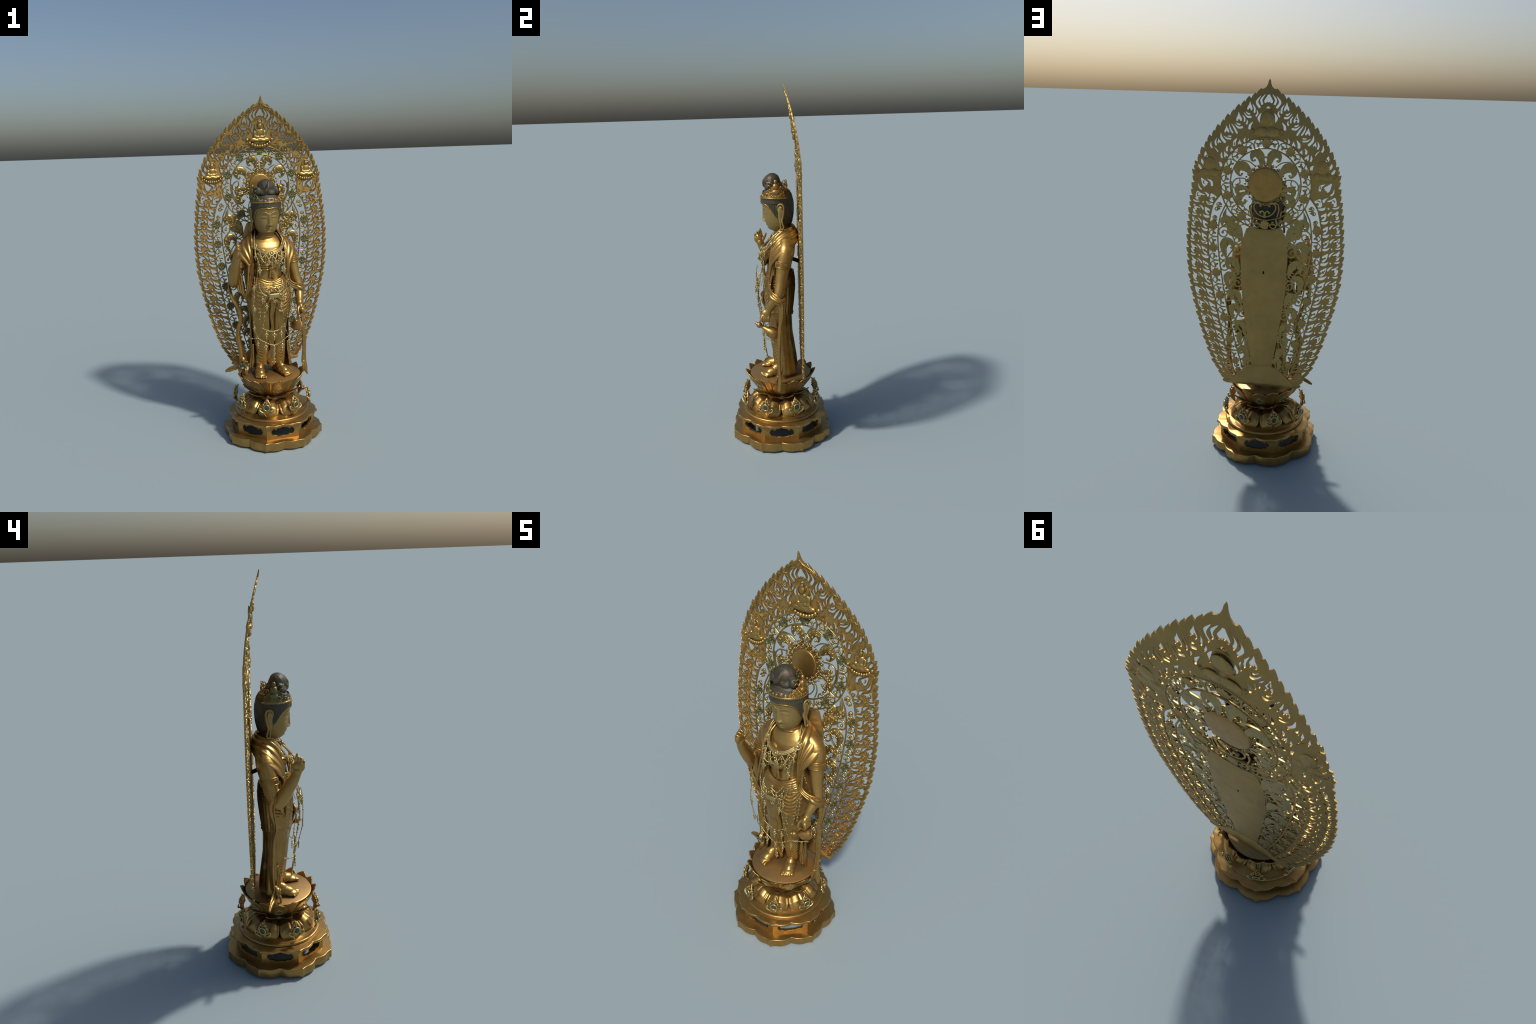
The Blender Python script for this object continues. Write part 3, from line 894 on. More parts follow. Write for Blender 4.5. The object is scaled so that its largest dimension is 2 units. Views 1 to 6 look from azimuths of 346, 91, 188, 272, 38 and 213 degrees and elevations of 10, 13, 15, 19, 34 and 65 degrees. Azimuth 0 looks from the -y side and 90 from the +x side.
for sd in (1, -1):
    m = lambda pts: [(sd*x, z) for x, z in pts]
    Z = RC[1]
    comma_leaf((sd*.026, Z+.126), radians(0), .050, sd, 1.15)
    comma_leaf((sd*.096, Z+.074), radians(-34), .054, sd, 1.15)
    comma_leaf((sd*.120, Z-.060), radians(-112), .044, sd, 1.1)
    comma_leaf((sd*.114, Z-.022), radians(-65), .040, sd, 1.0)
    curl(m([(.055, Z+.092), (.080, Z+.110), (.105, Z+.115), (.130, Z+.118)]), .006, False)
    curl(m([(.100, Z+.026), (.125, Z+.028), (.150, Z+.022), (.166, Z+.0), (.160, Z-.022), (.144, Z-.018), (.146, Z-.006)]))
    curl(m([(.132, Z+.026), (.128, Z+.006), (.138, Z-.004), (.132, Z-.016)]))
    curl(m([(.172, Z+.010), (.165, Z-.045), (.140, Z-.090), (.105, Z-.094)]), .006, False)
    curl(m([(.090, Z-.085), (.120, Z-.098), (.140, Z-.112), (.134, Z-.135), (.110, Z-.135), (.104, Z-.118), (.116, Z-.112)]))
    curl(m([(.0, Z-.165), (.035, Z-.150), (.055, Z-.120), (.050, Z-.098), (.030, Z-.094), (.022, Z-.108)]), .006)
    curl(m([(.062, Z-.160), (.072, Z-.125), (.068, Z-.100)]), .006, False)
    curl(m([(.003, Z-.165), (.003, Z-.142), (.015, Z-.132), (.022, Z-.142)]))
    curl(m([(.08, Z-.155), (.085, Z-.135), (.100, Z-.130)]))
    curl(m([(.070, Z-.096), (.035, Z-.090), (.0, Z-.104)]), .005, False)
    # small hanging leaf where the body rails start, spiky bud
    g = Geo()
    stroke(g, m([(.196, 1.365), (.205, 1.335), (.206, 1.310), (.196, 1.285), (.188, 1.262)]), [.002, .016, .022, .014, .006], .008, .0008)
    g.obj("leaf", SCROLL, halo)

# collar of loops round the plain disc
g = Geo()
for k in range(18):
    a = 2*pi*(k+.5)/18; rr = .0790
    c = (rr*sin(a), RC[1]+rr*cos(a))
    M = Matrix.Rotation(-a+pi, 3, 'Y')
    g.add(*torus((c[0], halo_y(c[1])-.008, c[1]), .0100, .0032, None, 14, 6))
    bead(g, c[0], c[1], .0045, .007)
    b = a+pi/18
    bead(g, .0935*sin(b), RC[1]+.0935*cos(b), .0062, .007); bead(g, .1040*sin(a), RC[1]+.1040*cos(a), .0056, .006)
    g.add(*torus((.0965*sin(b), halo_y(1.4)-.007, RC[1]+.0965*cos(b)), .0075, .0026, None, 12, 6))
g.obj("disc_collar", SCROLL, halo)
g = Geo()
stroke(g, [(-.030, 1.604), (-.018, 1.619), (0, 1.627), (.018, 1.619), (.030, 1.604)], .008, .010, .002)
for x in (-.014, .014): g.add(*torus((x, .131-.008, 1.602), .009, .0032, None, 14, 6))
g.obj("collar_crest", SCROLL, halo)
# plain convex disc (hollow seen from behind)
g = Geo()
prof = [(.0002, .0125), (.03, .0123), (.058, .0118), (.064, .0112), (.066, .0095), (.067, .004), (.0865, .0025), (R_DISC, .0), (R_DISC-.0025, -.0030), (.075, -.0045), (.06, -.0055), (.03, -.0062), (.0002, -.0065)]
rings = [[(r*cos(2*pi*j/64), .131-d-.003, RC[1]+r*sin(2*pi*j/64)) for j in range(64)] for r, d in prof]
g.add(*loft(rings)); g.obj("halo_disc", GOLD, halo, True, 50)

# tall plain board behind the body, with spreading foot
BL = [(.092, 1.266), (.110, 1.212), (.120, 1.165), (.1225, 1.120), (.120, 1.04), (.1155, .943), (.0935, .774), (.0705, .620), (.0545, .514)]
bl = catmull(BL, 5)
topc = [(R_OUT*sin(t), RC[1]-R_OUT*cos(t)) for t in np.linspace(-.40, .40, 13)][1:-1]
board = [(-x, z) for x, z in bl]+[(-.0540, .512)][:0]+[(x, z) for x, z in reversed([tuple(p) for p in bl])]
outline = [(float(x), float(z)) for x, z in bl][::-1]+[(float(-x), float(z)) for x, z in reversed(topc)][:0]+[(float(x), float(z)) for x, z in topc[::-1]]+[(float(-x), float(z)) for x, z in bl]
slot = [(.004, 1.044), (.004, 1.030), (-.004, 1.030), (-.004, 1.044)]
me = sheet2d("body_board", outline, [slot], .013, .0015, 1)
for v in me.vertices: v.co.y += .1315
add_object("body_board", me, BACKM, halo, True, 30)
foot = [(.0545, .516), (.070, .508), (.095, .492), (.125, .466), (.150, .443), (.168, .425), (.185, .416), (.208, .4165), (.2145, .413), (.208, .404), (.190, .399), (.150, .397)]
foot = [(x, z) for x, z in foot]+[(-x, z) for x, z in foot[::-1]]
me = sheet2d("board_foot", foot, [], .010, .0015, 1)
for v in me.vertices: v.co.y += .1325
add_object("board_foot", me, BACKM, halo, True, 30)
g = Geo(); g.add(*tube([(0, .075, 1.052), (0, .122, 1.032)], .011, 12, round_ends=False))
g.obj("strut", IRON, statue)

# foliage between the board and the inner rail
def bl_x(z): return interp([p[1] for p in BL][::-1], [p[0] for p in BL][::-1], z)
inl_z = [p[1] for p in inl][::-1]; inl_x = [p[0] for p in inl][::-1]
def fol(u, z):
    a = bl_x(z)-.004; b = interp(inl_z, inl_x, z)
    return a+(b-a)*u
units = [(1.285, .090), (1.195, .088), (1.105, .090), (1.020, .088), (.935, .086), (.850, .084), (.768, .080), (.690, .074), (.620, .066), (.558, .056)]
for sd in (1, -1):
    stem = Geo()
    sp = []
    for k, (z, L) in enumerate(units):
        sp.append((sd*fol(.30 if k % 2 else .68, z-L*.2), z-L*.2))
    stroke(stem, sp+[(sd*fol(.5, .50), .50)], [.006, .009, .009, .008, .006], .009, .0012)
    stem.obj("vine", SCROLL, halo, True, 50)
    for k, (z, L) in enumerate(units):
        inner = bool(k % 2)
        wz = fol(1, z-.03)-fol(0, z-.03)
        s = min(.058, wz*.60, L*.60)
        two = wz > .085
        if two: s = min(.056, wz*.46, L*.62)
        if inner:
            comma_leaf((sd*fol(.74 if two else .62, z-L*.45), z-L*.45), radians(16), s*.98, -sd, 1.1)
            c = (sd*fol(.80, z-L*.95), z-L*.95); curl(spiral_pts(c, s*.56, s*.14, 2.2, -1.35, 16, sd), .0066)
            if two: c = (sd*fol(.22, z-L*.55), z-L*.55); curl(spiral_pts(c, s*.62, s*.14, .6, 1.4, 16, sd), .0072)
        else:
            comma_leaf((sd*fol(.26 if two else .36, z-L*.45), z-L*.45), radians(-12), s*.98, sd, 1.1)
            c = (sd*fol(.22, z-L*.95), z-L*.95); curl(spiral_pts(c, s*.54, s*.14, .8, 1.35, 16, sd), .0066)
            if two: c = (sd*fol(.78, z-L*.55), z-L*.55); curl(spiral_pts(c, s*.62, s*.14, 2.6, -1.4, 16, sd), .0072)
        curl([(sd*fol(.12, z), z), (sd*fol(.40, z-.012), z-.012), (sd*fol(.62, z-.004), z-.004), (sd*fol(.86, z-.016), z-.016)], .0060)
    # corner leaves under the head ring
    for c, ang, ss, fl in (((.178, 1.285), -8, .046, 1), ((.168, 1.285), 18, .040, -1), ((.150, 1.232), 62, .044, -1)):
        comma_leaf((sd*c[0], c[1]), radians(ang), ss, sd*fl, 1.1)

# --- three small seated figures on the border
def seated_figure(cx, cz, s, name="relief_figure", tilt=0.0, cloud_mat=FLAME):
    g = Geo()
    E = lambda x, d, z, rx, ry, rz: g.add(*ellipsoid((cx+x*s, halo_y(cz+z*s)-d*s*.62-.001, cz+z*s), (rx*s, ry*s*.66, rz*s), 10, 14))
    E(0, .16, .66, .15, .16, .19)            # head
    E(0, .15, .86, .09, .10, .10)            # hair knot
    E(0, .12, .46, .09, .10, .12)
    E(0, .13, .24, .23, .17, .27); E(0, .12, .36, .31, .14, .12); E(0, .15, -.02, .25, .17, .18)
    for q in (-1, 1):
        E(q*.32, .14, .20, .10, .12, .20); E(q*.30, .20, .02, .11, .12, .12); E(q*.14, .26, -.03, .16, .10, .08)
        E(q*.42, .18, -.20, .26, .20, .15); E(q*.22, .28, -.24, .26, .14, .11)
        E(q*.30, .0, -.28, .42, .10, .28)   # bulging back, seen from behind
    E(0, .22, -.20, .34, .18, .14); E(0, .0, .30, .44, .10, .50)
    o = remeshed(g, name, .0020, 2)
    o.data.materials.append(FLAME); o.parent = halo; o.data.polygons.foreach_set("use_smooth", [True]*len(o.data.polygons))
    g = Geo()
    for k in range(11):
        t = k/10*2-1
        g.add(*ellipsoid((cx+t*.80*s, halo_y(cz-.4*s)-.09*s*(1.2-.3*abs(t)), cz+(-.50-.10*(1-t*t)+.30*abs(t)**3)*s), (.11*s, .12*s, .13*s), 8, 10))
    stroke(g, [(cx-.85*s, cz-.15*s), (cx-.78*s, cz-.40*s), (cx-.4*s, cz-.56*s), (cx, cz-.60*s), (cx+.4*s, cz-.56*s), (cx+.78*s, cz-.40*s), (cx+.85*s, cz-.15*s)], [.05*s, .13*s, .2*s, .22*s, .2*s, .13*s, .05*s], .010, .003)
    g.add(*torus((cx, halo_y(cz+.62*s)-.006, cz+.62*s), .30*s, .045*s, None, 24, 8))
    g.obj("cloud_seat", FLAME, halo)
seated_figure(0, 1.772, .092)
for sd in (1, -1): seated_figure(sd*.285, 1.562, .074)

# ================================================================== FIGURE
def oval(z, w, yf, yb, n, p=1.0, cx=0.0):
    cy = (yf+yb)/2; d = (yb-yf)/2
    out = []
    for j in range(n):
        t = 2*pi*j/n
        c, s = cos(t), sin(t)
        out.append((cx+w*math.copysign(abs(c)**p, c), cy+d*math.copysign(abs(s)**p, s), z))
    return out
def table_loft(T, n=64, steps=60, p=.92):
    zs = [t[0] for t in T]
    lo, hi = min(zs), max(zs); zs_s = sorted(T)
    Z = [t[0] for t in zs_s]
    col = lambda k: [t[k] for t in zs_s]
    return loft([oval(z, interp(Z, col(1), z), interp(Z, col(2), z), interp(Z, col(3), z), n, p) for z in np.linspace(lo, hi, steps)])

# --- body skin: torso, neck, arms, hands as one surface
g = Geo()
g.add(*table_loft([(.885, .098, -.060, .078), (.92, .098, -.066, .082), (.95, .090, -.067, .082), (.975, .082, -.064, .078), (1.00, .078, -.060, .076), (1.05, .086, -.056, .082),
                   (1.10, .100, -.052, .094), (1.14, .112, -.040, .103), (1.165, .108, -.026, .107), (1.185, .090, -.010, .105), (1.205, .06, .006, .095), (1.218, .03, .02, .08)]))
g.add(*ellipsoid((.045, -.028, 1.098), (.045, .028, .035))); g.add(*ellipsoid((-.045, -.028, 1.098), (.045, .028, .035)))
g.add(*tube([(0, .040, 1.16), (0, .034, 1.20), (0, .030, 1.25)], [.052, .046, .044], 24))
for zz in (1.182, 1.196, 1.210):
    g.add(*torus((0, .036-(zz-1.19)*.1, zz), .0455, .0050, Matrix.Rotation(pi/2, 3, 'X'), 40, 8))
def arm(pts):
    P = catmull([p[:3] for p in pts], 5); R = np.interp(np.linspace(0, len(pts)-1, len(P)), range(len(pts)), [p[3] for p in pts])
    g.add(*tube(P, list(R), 44, up=(1, 0, 0)))
arm([(.095, .052, 1.150, .046), (.135, .048, 1.115, .045), (.150, .036, 1.06, .040), (.160, .024, 1.0, .034), (.170, .016, .95, .031), (.179, .010, .915, .030), (.183, .002, .888, .029),
     (.181, -.018, .860, .027), (.176, -.038, .832, .0225), (.172, -.052, .808, .0185), (.171, -.060, .790, .019)])
arm([(-.095, .052, 1.150, .046), (-.140, .048, 1.115, .046), (-.164, .036, 1.06, .041), (-.184, .024, 1.0, .037), (-.198, .012, .962, .034), (-.205, .000, .945, .032), (-.209, -.016, .955, .032),
     (-.210, -.036, .990, .034), (-.210, -.060, 1.030, .031), (-.207, -.082, 1.065, .0265), (-.204, -.096, 1.092, .0220), (-.203, -.102, 1.108, .0215)])
def finger(pts, r):
    P = catmull(pts, 4); g.add(*tube(P, [r*1.1, r, r*.95, r*.7], 10))
# lowered hand gripping the flask
g.add(*ellipsoid((.171, -.068, .778), (.0185, .028, .030))); g.add(*ellipsoid((.176, -.074, .766), (.0150, .026, .020)))
for i, y in enumerate((-.093, -.081, -.069, -.057)):
    finger([(.180, y+.004, .772), (.186, y, .757), (.179, y+.002, .742), (.165, y+.004, .737)], .0074)
finger([(.162, -.078, .790), (.150, -.092, .772), (.150, -.100, .752), (.156, -.100, .742)], .0076)
# raised hand
g.add(*ellipsoid((-.203, -.107, 1.127), (.0165, .030, .030)))
finger([(-.203, -.092, 1.142), (-.203, -.093, 1.160), (-.201, -.098, 1.178), (-.199, -.101, 1.189)], .0062)
finger([(-.203, -.104, 1.142), (-.205, -.106, 1.160), (-.198, -.107, 1.174), (-.183, -.106, 1.170)], .0064)
finger([(-.203, -.116, 1.138), (-.205, -.119, 1.154), (-.198, -.120, 1.167), (-.183, -.117, 1.160)], .0062)
finger([(-.203, -.127, 1.130), (-.205, -.131, 1.143), (-.199, -.132, 1.155), (-.185, -.128, 1.150)], .0057)
finger([(-.197, -.086, 1.118), (-.189, -.076, 1.136), (-.185, -.069, 1.152), (-.183, -.066, 1.164)], .0068)
body = remeshed(g, "body", .0020, 3)
def body_region(c):
    x, y, z = c
    if z > 1.178 and abs(x) < .056: return "neck"
    if x > 0 and x > interp([.85, 1.0, 1.08, 1.2], [.125, .112, .112, .108], z):
        return "hand" if (z < .812 and y < -.03) else "arm"
    if x < 0 and -x > interp([.85, 1.0, 1.08, 1.2], [.125, .118, .112, .108], z):
        return "hand.r" if (y < -.072 and z > 1.09) else "arm.r"
    return "torso"
split_regions(body, body_region, lambda n: SKIN, statue)

# armlets
for P, R in (((.153, .030, 1.048), .0405), ((-.166, .031, 1.040), .0425)):
    g = Geo()
    ax = Vector((.010 if P[0] > 0 else -.015, -.012, -.06)).normalized()
    M = Vector((0, 1, 0)).rotation_difference(ax).to_matrix()
    for k, dr in ((-.016, .0035), (-.006, .0025), (.006, .0025), (.016, .0035)):
        c = Vector(P)+ax*k
        g.add(*torus(c, R-.0010*(k > 0), dr, M, 40, 8))
    rim = [Vector(P)+ax*k for k in (-.016, .016)]
    rings = [[tuple(rim[q]+M @ Vector(((R+.0005)*cos(2*pi*j/40), 0, (R+.0005)*sin(2*pi*j/40)))) for j in range(40)] for q in (0, 1)]
    g.add(*loft(rings, cap=False))
    for j in range(40):
        q = Vector(P)+M @ Vector(((R+.0015)*cos(2*pi*j/40), 0, (R+.0015)*sin(2*pi*j/40)))
        g.add(*tube([q-ax*.011, q+ax*.011], .0016, 5))
    g.obj("armlet", GOLD, statue)

# --- head
HT = [(1.211, .014, -.006, .030), (1.2145, .030, -.024, .045), (1.220, .040, -.036, .055), (1.230, .050, -.046, .064), (1.245, .0585, -.0535, .072), (1.268, .0660, -.0600, .080), (1.300, .0715, -.0660, .086),
      (1.330, .0745, -.0720, .089), (1.354, .0760, -.0765, .089), (1.375, .0770, -.0785, .0875), (1.40, .0775, -.0765, .0835), (1.42, .073, -.068, .078),
      (1.44, .062, -.054, .066), (1.452, .045, -.036, .048), (1.459, .02, -.012, .025)]
HZ = [t[0] for t in HT]
def hcol(k, z): return interp(HZ, [t[k] for t in HT], z)
def bumpf(d, s): return exp(-(d/s)**2)
def head_point(t, z, off=0.0, face=True):
    """t: angle from the front (0) round to the back (pi), signed."""
    w, yf, yb = hcol(1, z)+off, hcol(2, z)-off, hcol(3, z)+off
    cy = .01; sx = sin(t); cz = cos(t)
    x = w*math.copysign(abs(sx)**.88, sx)
    y = cy+((yf-cy) if cz > 0 else -(yb-cy))*abs(cz)**.92*(1 if cz > 0 else 1)
    y = cy+(yf-cy)*abs(cz)**.92 if cz > 0 else cy+(yb-cy)*abs(cz)**.95
    if face and cz > 0:
        ax = abs(x)
        # nose
        nz = interp([1.265, 1.270, 1.277, 1.30, 1.325, 1.345], [0, .016, .0165, .0105, .0055, .0], z)
        nw = interp([1.26, 1.27, 1.285, 1.33], [.0105, .0115, .0075, .006], z)
        y -= nz*bumpf(ax, nw)
        y -= .006*bumpf(z-1.270, .007)*bumpf(ax-.0105, .0045)
        # brow arches with an incised line, eye sockets, lowered lids
        bz = 1.333+.0125*sin(pi*min(1, max(0, (ax-.006)/.056)))-.010*max(0, (ax-.045)/.02)
        on = 1/(1+exp((ax-.060)/.004))*(1-bumpf(ax, .006))
        y -= .0022*bumpf(z-bz, .0045)*on
        y += .0022*bumpf(z-bz-.0052, .0014)*on
        y += .0065*bumpf(z-1.318, .014)*bumpf(ax-.031, .020)
        y -= .0060*bumpf(z-1.3165, .0085)*bumpf(ax-.031, .018)
        lz = 1.3105+.0022*((ax-.031)/.018)**2
        y += .0026*bumpf(z-lz, .0014)*bumpf(ax-.031, .0165)
        y += .0012*bumpf(z-1.3265, .0012)*bumpf(ax-.031, .018)
        # cheeks
        y -= .003*bumpf(z-1.278, .022)*bumpf(ax-.036, .018)
        # mouth
        y -= .0048*bumpf(z-1.2545, .0032)*bumpf(ax, .015)*(1-.25*bumpf(ax, .003))
        y -= .0044*bumpf(z-1.2465, .0032)*bumpf(ax, .012)
        y += .0030*bumpf(z-(1.2505+.0016*(ax/.015)**2), .0010)*bumpf(ax, .017)
        y += .0020*bumpf(z-1.2590, .004)*bumpf(ax, .004)
        y += .0022*bumpf(z-1.240, .0035)*bumpf(ax, .014)
        y += .0018*bumpf(z-1.252, .005)*bumpf(ax-.0205, .005)
        y -= .0040*bumpf(z-1.2290, .007)*bumpf(ax, .016)
    return np.array((x, y, z))
NT = 180
ts = np.linspace(-pi, pi, NT+1)[:-1]
ts = np.sign(ts)*pi*(np.abs(ts)/pi)**1.35
zs = np.concatenate([np.linspace(1.211, 1.225, 10), np.linspace(1.2262, 1.345, 120), np.linspace(1.347, 1.459, 40)])
g = Geo(); g.add(*loft([[head_point(t, z) for t in ts] for z in zs]))
g.obj("head", FACE, statue)

def hairline(t):
    d = abs(math.degrees(t))
    z = interp([0, 8, 30, 46, 60, 70, 79, 90, 105, 130, 180], [1.3660, 1.3690, 1.3690, 1.3645, 1.350, 1.328, 1.305, 1.287, 1.262, 1.245, 1.243], d)
    return z
nv = 46
rows = []
for t in ts:
    z0 = hairline(t); row = []
    for j in range(nv):
        s = j/(nv-1); z = z0+(1.4575-z0)*s
        off = .0005+.0075*min(1, (s*nv)/3.0)**.5*(1 if z < 1.42 else max(.15, 1-(z-1.42)/.045))
        p = head_point(t, z, off, False)
        if z < 1.39 and abs(t) > 1.0:
            p += np.array((.0016*sin(t)*sin(46*t+z*30), -.0014*cos(t)*sin(46*t+z*30), 0))
        row.append(p)
    rows.append(row)
V = [p for r in rows for p in r]
g = Geo(); g.add(V, grid_faces(len(rows), nv, wrap_u=True)+[tuple(i*nv+nv-1 for i in range(len(rows)))])
o = g.obj("hair", HAIR, statue)
so = o.modifiers.new("s", 'SOLIDIFY'); so.thickness = .003; so.offset = -1; apply_mods(o)
# gilt edging along the hairline
g = Geo()
edge = [tuple(head_point(t, hairline(t)+.0005, .0030, False)) for t in np.linspace(-1.38, 1.38, 60)]
g.add(*tube(edge, [.0022]+[.0046]*8+[.0022], 8)); g.obj("hairline_band", GOLD, statue)
# painted brows and eye lines
for sd in (1, -1):
    g = Geo()
    def fp(ax, z, o=.0003):
        w = hcol(1, z); t = math.asin(min(1, (ax/w)))
        return tuple(head_point(sd*math.asin(min(1., abs((ax/w))**(1/.88))), z)+np.array((0, -o, 0)))
    g.add(*tube([fp(ax, 1.3105+.0022*((ax-.031)/.018)**2) for ax in np.linspace(.014, .050, 16)], [.0005, .0011, .0011, .0004], 6))
    g.obj("eyelid_line", PAINT, statue)
    g = Geo()
    g.add(*tube([fp(ax, 1.3395+.0120*sin(pi*min(1, max(0, (ax-.006)/.056)))-.010*max(0, (ax-.045)/.02)) for ax in np.linspace(.012, .060, 20)], [.0004, .0009, .0009, .0003], 6))
    g.obj("eyebrow", PAINT, statue)
g = Geo()
g.add(*tube([tuple(head_point(math.copysign(math.asin(min(1, (abs(x)/hcol(1, 1.2505))**(1/.88))), x), 1.2508+.0016*(x/.015)**2)+np.array((0, -.0003, 0))) for x in np.linspace(-.017, .017, 15)], [.0004, .0010, .0010, .0004], 6))
g.obj("mouth_line", PAINT, statue)
for sd in (1, -1):
    def fm(ax, z): return tuple(head_point(sd*math.asin(min(1., (ax/hcol(1, z))**(1/.88))), z)+np.array((0, -.0003, 0)))
    g = Geo(); g.add(*tube([fm(ax, 1.2620-.0035*(ax/.02)**1.5) for ax in np.linspace(.003, .022, 12)], [.0007, .0012, .0010, .0003], 6))
    g.obj("moustache", PAINT, statue)

# ears with long pierced lobes
for sd in (1, -1):
    g = Geo()
    X = lambda y, z: sd*(.0790+.012*max(0, (y-.004)/.035)+.004*bumpf(z-1.362, .02)-.006*bumpf(z-1.30, .03))
    helix = [(.008, 1.335), (.006, 1.350), (.012, 1.365), (.024, 1.3705), (.036, 1.366), (.041, 1.350), (.040, 1.325), (.036, 1.300), (.031, 1.283), (.033, 1.262), (.0385, 1.245), (.034, 1.2335), (.026, 1.2345), (.022, 1.248), (.021, 1.268), (.015, 1.290), (.010, 1.308)]
    g.add(*tube([(X(y, z), y, z) for y, z in catmull(helix, 5)], [.0045, .0050, .0050, .0050, .0048, .0042, .0044, .0050, .0048], 8))
    inner = [(.012, 1.330), (.020, 1.345), (.027, 1.352), (.030, 1.340), (.025, 1.322), (.022, 1.305), (.024, 1.290)]
    g.add(*tube([(X(y, z)-sd*.002, y, z) for y, z in catmull(inner, 4)], [.004, .005, .0045], 8))
    g.add(*ellipsoid((sd*.084, .024, 1.328), (.006, .016, .038), 10, 14)); g.add(*ellipsoid((sd*.081, .023, 1.292), (.0060, .011, .030), 10, 12))
    o = remeshed(g, "ear", .0012, 2); o.parent = statue; o.data.materials.append(FACE)
    o.data.polygons.foreach_set("use_smooth", [True]*len(o.data.polygons))

# topknot
g = Geo()
g.add(*ellipsoid((-.003, -.018, 1.486), (.052, .044, .046), 18, 28)); g.add(*ellipsoid((-.003, -.010, 1.462), (.060, .052, .032), 16, 28))
for sd in (1, -1):
    g.add(*ellipsoid((sd*.052-.002, -.030, 1.464), (.021, .022, .026), 12, 16))
    g.add(*ellipsoid((sd*.020-.002, -.040, 1.452), (.026, .022, .018), 12, 16))
g.add(*tube(catmull([(-.03, -.056, 1.452), (-.012, -.063, 1.468), (.0, -.060, 1.490), (.004, -.050, 1.512)], 4), [.006, .011, .012, .008], 10))
o = remeshed(g, "topknot", .0024, 3); o.parent = statue; o.data.materials.append(HAIR)
for v in o.data.vertices:
    x, y, z = v.co
    a = math.atan2(x, -(y-.0)); k = .0006*sin(a*16+z*90)*(.4+.6*bumpf(z-1.48, .03))
    v.co += v.normal*k
    d = (Vector((0, .026, 1.508))-v.co).length          # sunken socket at the back
    if d < .017: v.co += Vector((0, -.016, -.006))*(1-(d/.017)**2)
o.data.polygons.foreach_set("use_smooth", [True]*len(o.data.polygons))

# crown: band, side plates and lace behind
def crown_pt(a, z, off=0.0):
    """a: degrees from the front."""
    t = radians(a)
    w = interp([1.38, 1.40, 1.42, 1.45, 1.50], [.0890, .0885, .084, .078, .072], z)+off
    f = interp([1.38, 1.40, 1.42, 1.45, 1.50], [.0870, .0865, .080, .072, .064], z)+off
    return (w*sin(t), .002-f*cos(t), z)
g = Geo()
g.add(*tube([crown_pt(a, 1.4025+.004*(abs(a)/120)**2*0) for a in np.linspace(-128, 128, 90)], .0046, 10))
for a in np.linspace(-124, 124, 44): g.add(*ellipsoid(crown_pt(a, 1.3995, .0035), (.0024, .0024, .0024), 5, 8))
g.obj("crown_band", GOLD, statue)
g = Geo()
g.add(*loft([[crown_pt(a, z, -.0008) for a in np.linspace(0, 360, 73)[:-1]] for z in (1.373, 1.38, 1.392, 1.405, 1.42, 1.435)], cap=False))
g.obj("hair_fillet", HAIR, statue)
for sd in (1, -1):
    g = Geo()
    T = lambda pts, r: g.add(*tube([crown_pt(sd*a, z, o) for a, z, o in catmull(pts, 4)], r, 7))
    B = lambda a, z, r, o=.002: g.add(*ellipsoid(crown_pt(sd*a, z, o), (r, r, r), 7, 10))
    # backing plate with ragged top
    aa = np.linspace(34, 126, 26)
    topz = [interp([34, 42, 55, 66, 78, 88, 100, 112, 126], [1.412, 1.428, 1.437, 1.448, 1.476, 1.492, 1.470, 1.448, 1.420], a)+.004*sin(a*.9) for a in aa]
    A = np.array([[crown_pt(sd*a, 1.402+(tz-1.402)*j/7, .002) for j in range(8)] for a, tz in zip(aa, topz)])
    du = np.gradient(A, axis=0); dv = np.gradient(A, axis=1); Nn = np.cross(du, dv); Nn /= (np.linalg.norm(Nn, axis=2, keepdims=True)+1e-9)
    g.add(*thicken(A, Nn, .003))
    # little seated-figure lump, curls, medallions
    g.add(*ellipsoid(crown_pt(sd*88, 1.490, .004), (.010, .010, .013), 8, 12)); g.add(*ellipsoid(crown_pt(sd*88, 1.462, .004), (.012, .018, .020), 8, 12)); g.add(*ellipsoid(crown_pt(sd*90, 1.436, .004), (.010, .024, .014), 8, 12))
    for a, z, r in ((50, 1.418, .010), (112, 1.418, .0095), (72, 1.425, .008), (100, 1.440, .007), (64, 1.443, .007)):
        c = crown_pt(sd*a, z, .005); M = rotz(radians(sd*a))
        g.add(*torus(c, r, .0028, M, 16, 6)); g.add(*ellipsoid(c, (r*.45,)*3, 6, 8))
    for k in range(9):
        a = 38+k*10; B(a, 1.411, .0042); B(a+4, 1.424+.01*sin(k*1.7), .0045)
    T([(44, 1.424, .003), (50, 1.440, .006), (58, 1.442, .005), (60, 1.432, .005)], .0026)
    T([(70, 1.450, .003), (64, 1.466, .006), (58, 1.470, .008), (54, 1.463, .008)], .0028)
    T([(74, 1.476, .002), (66, 1.488, .006), (58, 1.484, .010), (50, 1.487, .010)], .0030)
    T([(104, 1.450, .003), (110, 1.464, .004), (118, 1.462, .004), (116, 1.450, .003)], .0026)
    g.obj("crown_plate", GOLD if sd > 0 else VERD, statue)
g = Geo()
for k in range(7):
    a = 128+k*104/6
    c = crown_pt(a, 1.450+.010*sin(pi*k/6), -.010)
    g.add(*torus(c, .011, .0022, rotz(radians(a)), 16, 6)); c2 = crown_pt(a+8, 1.470+.012*sin(pi*k/6), -.010)
    if k < 6: g.add(*torus(c2, .0085, .0020, rotz(radians(a+8)), 14, 6)); g.add(*ellipsoid((c2[0], c2[1], c2[2]+.010), (.003,)*3, 5, 8))
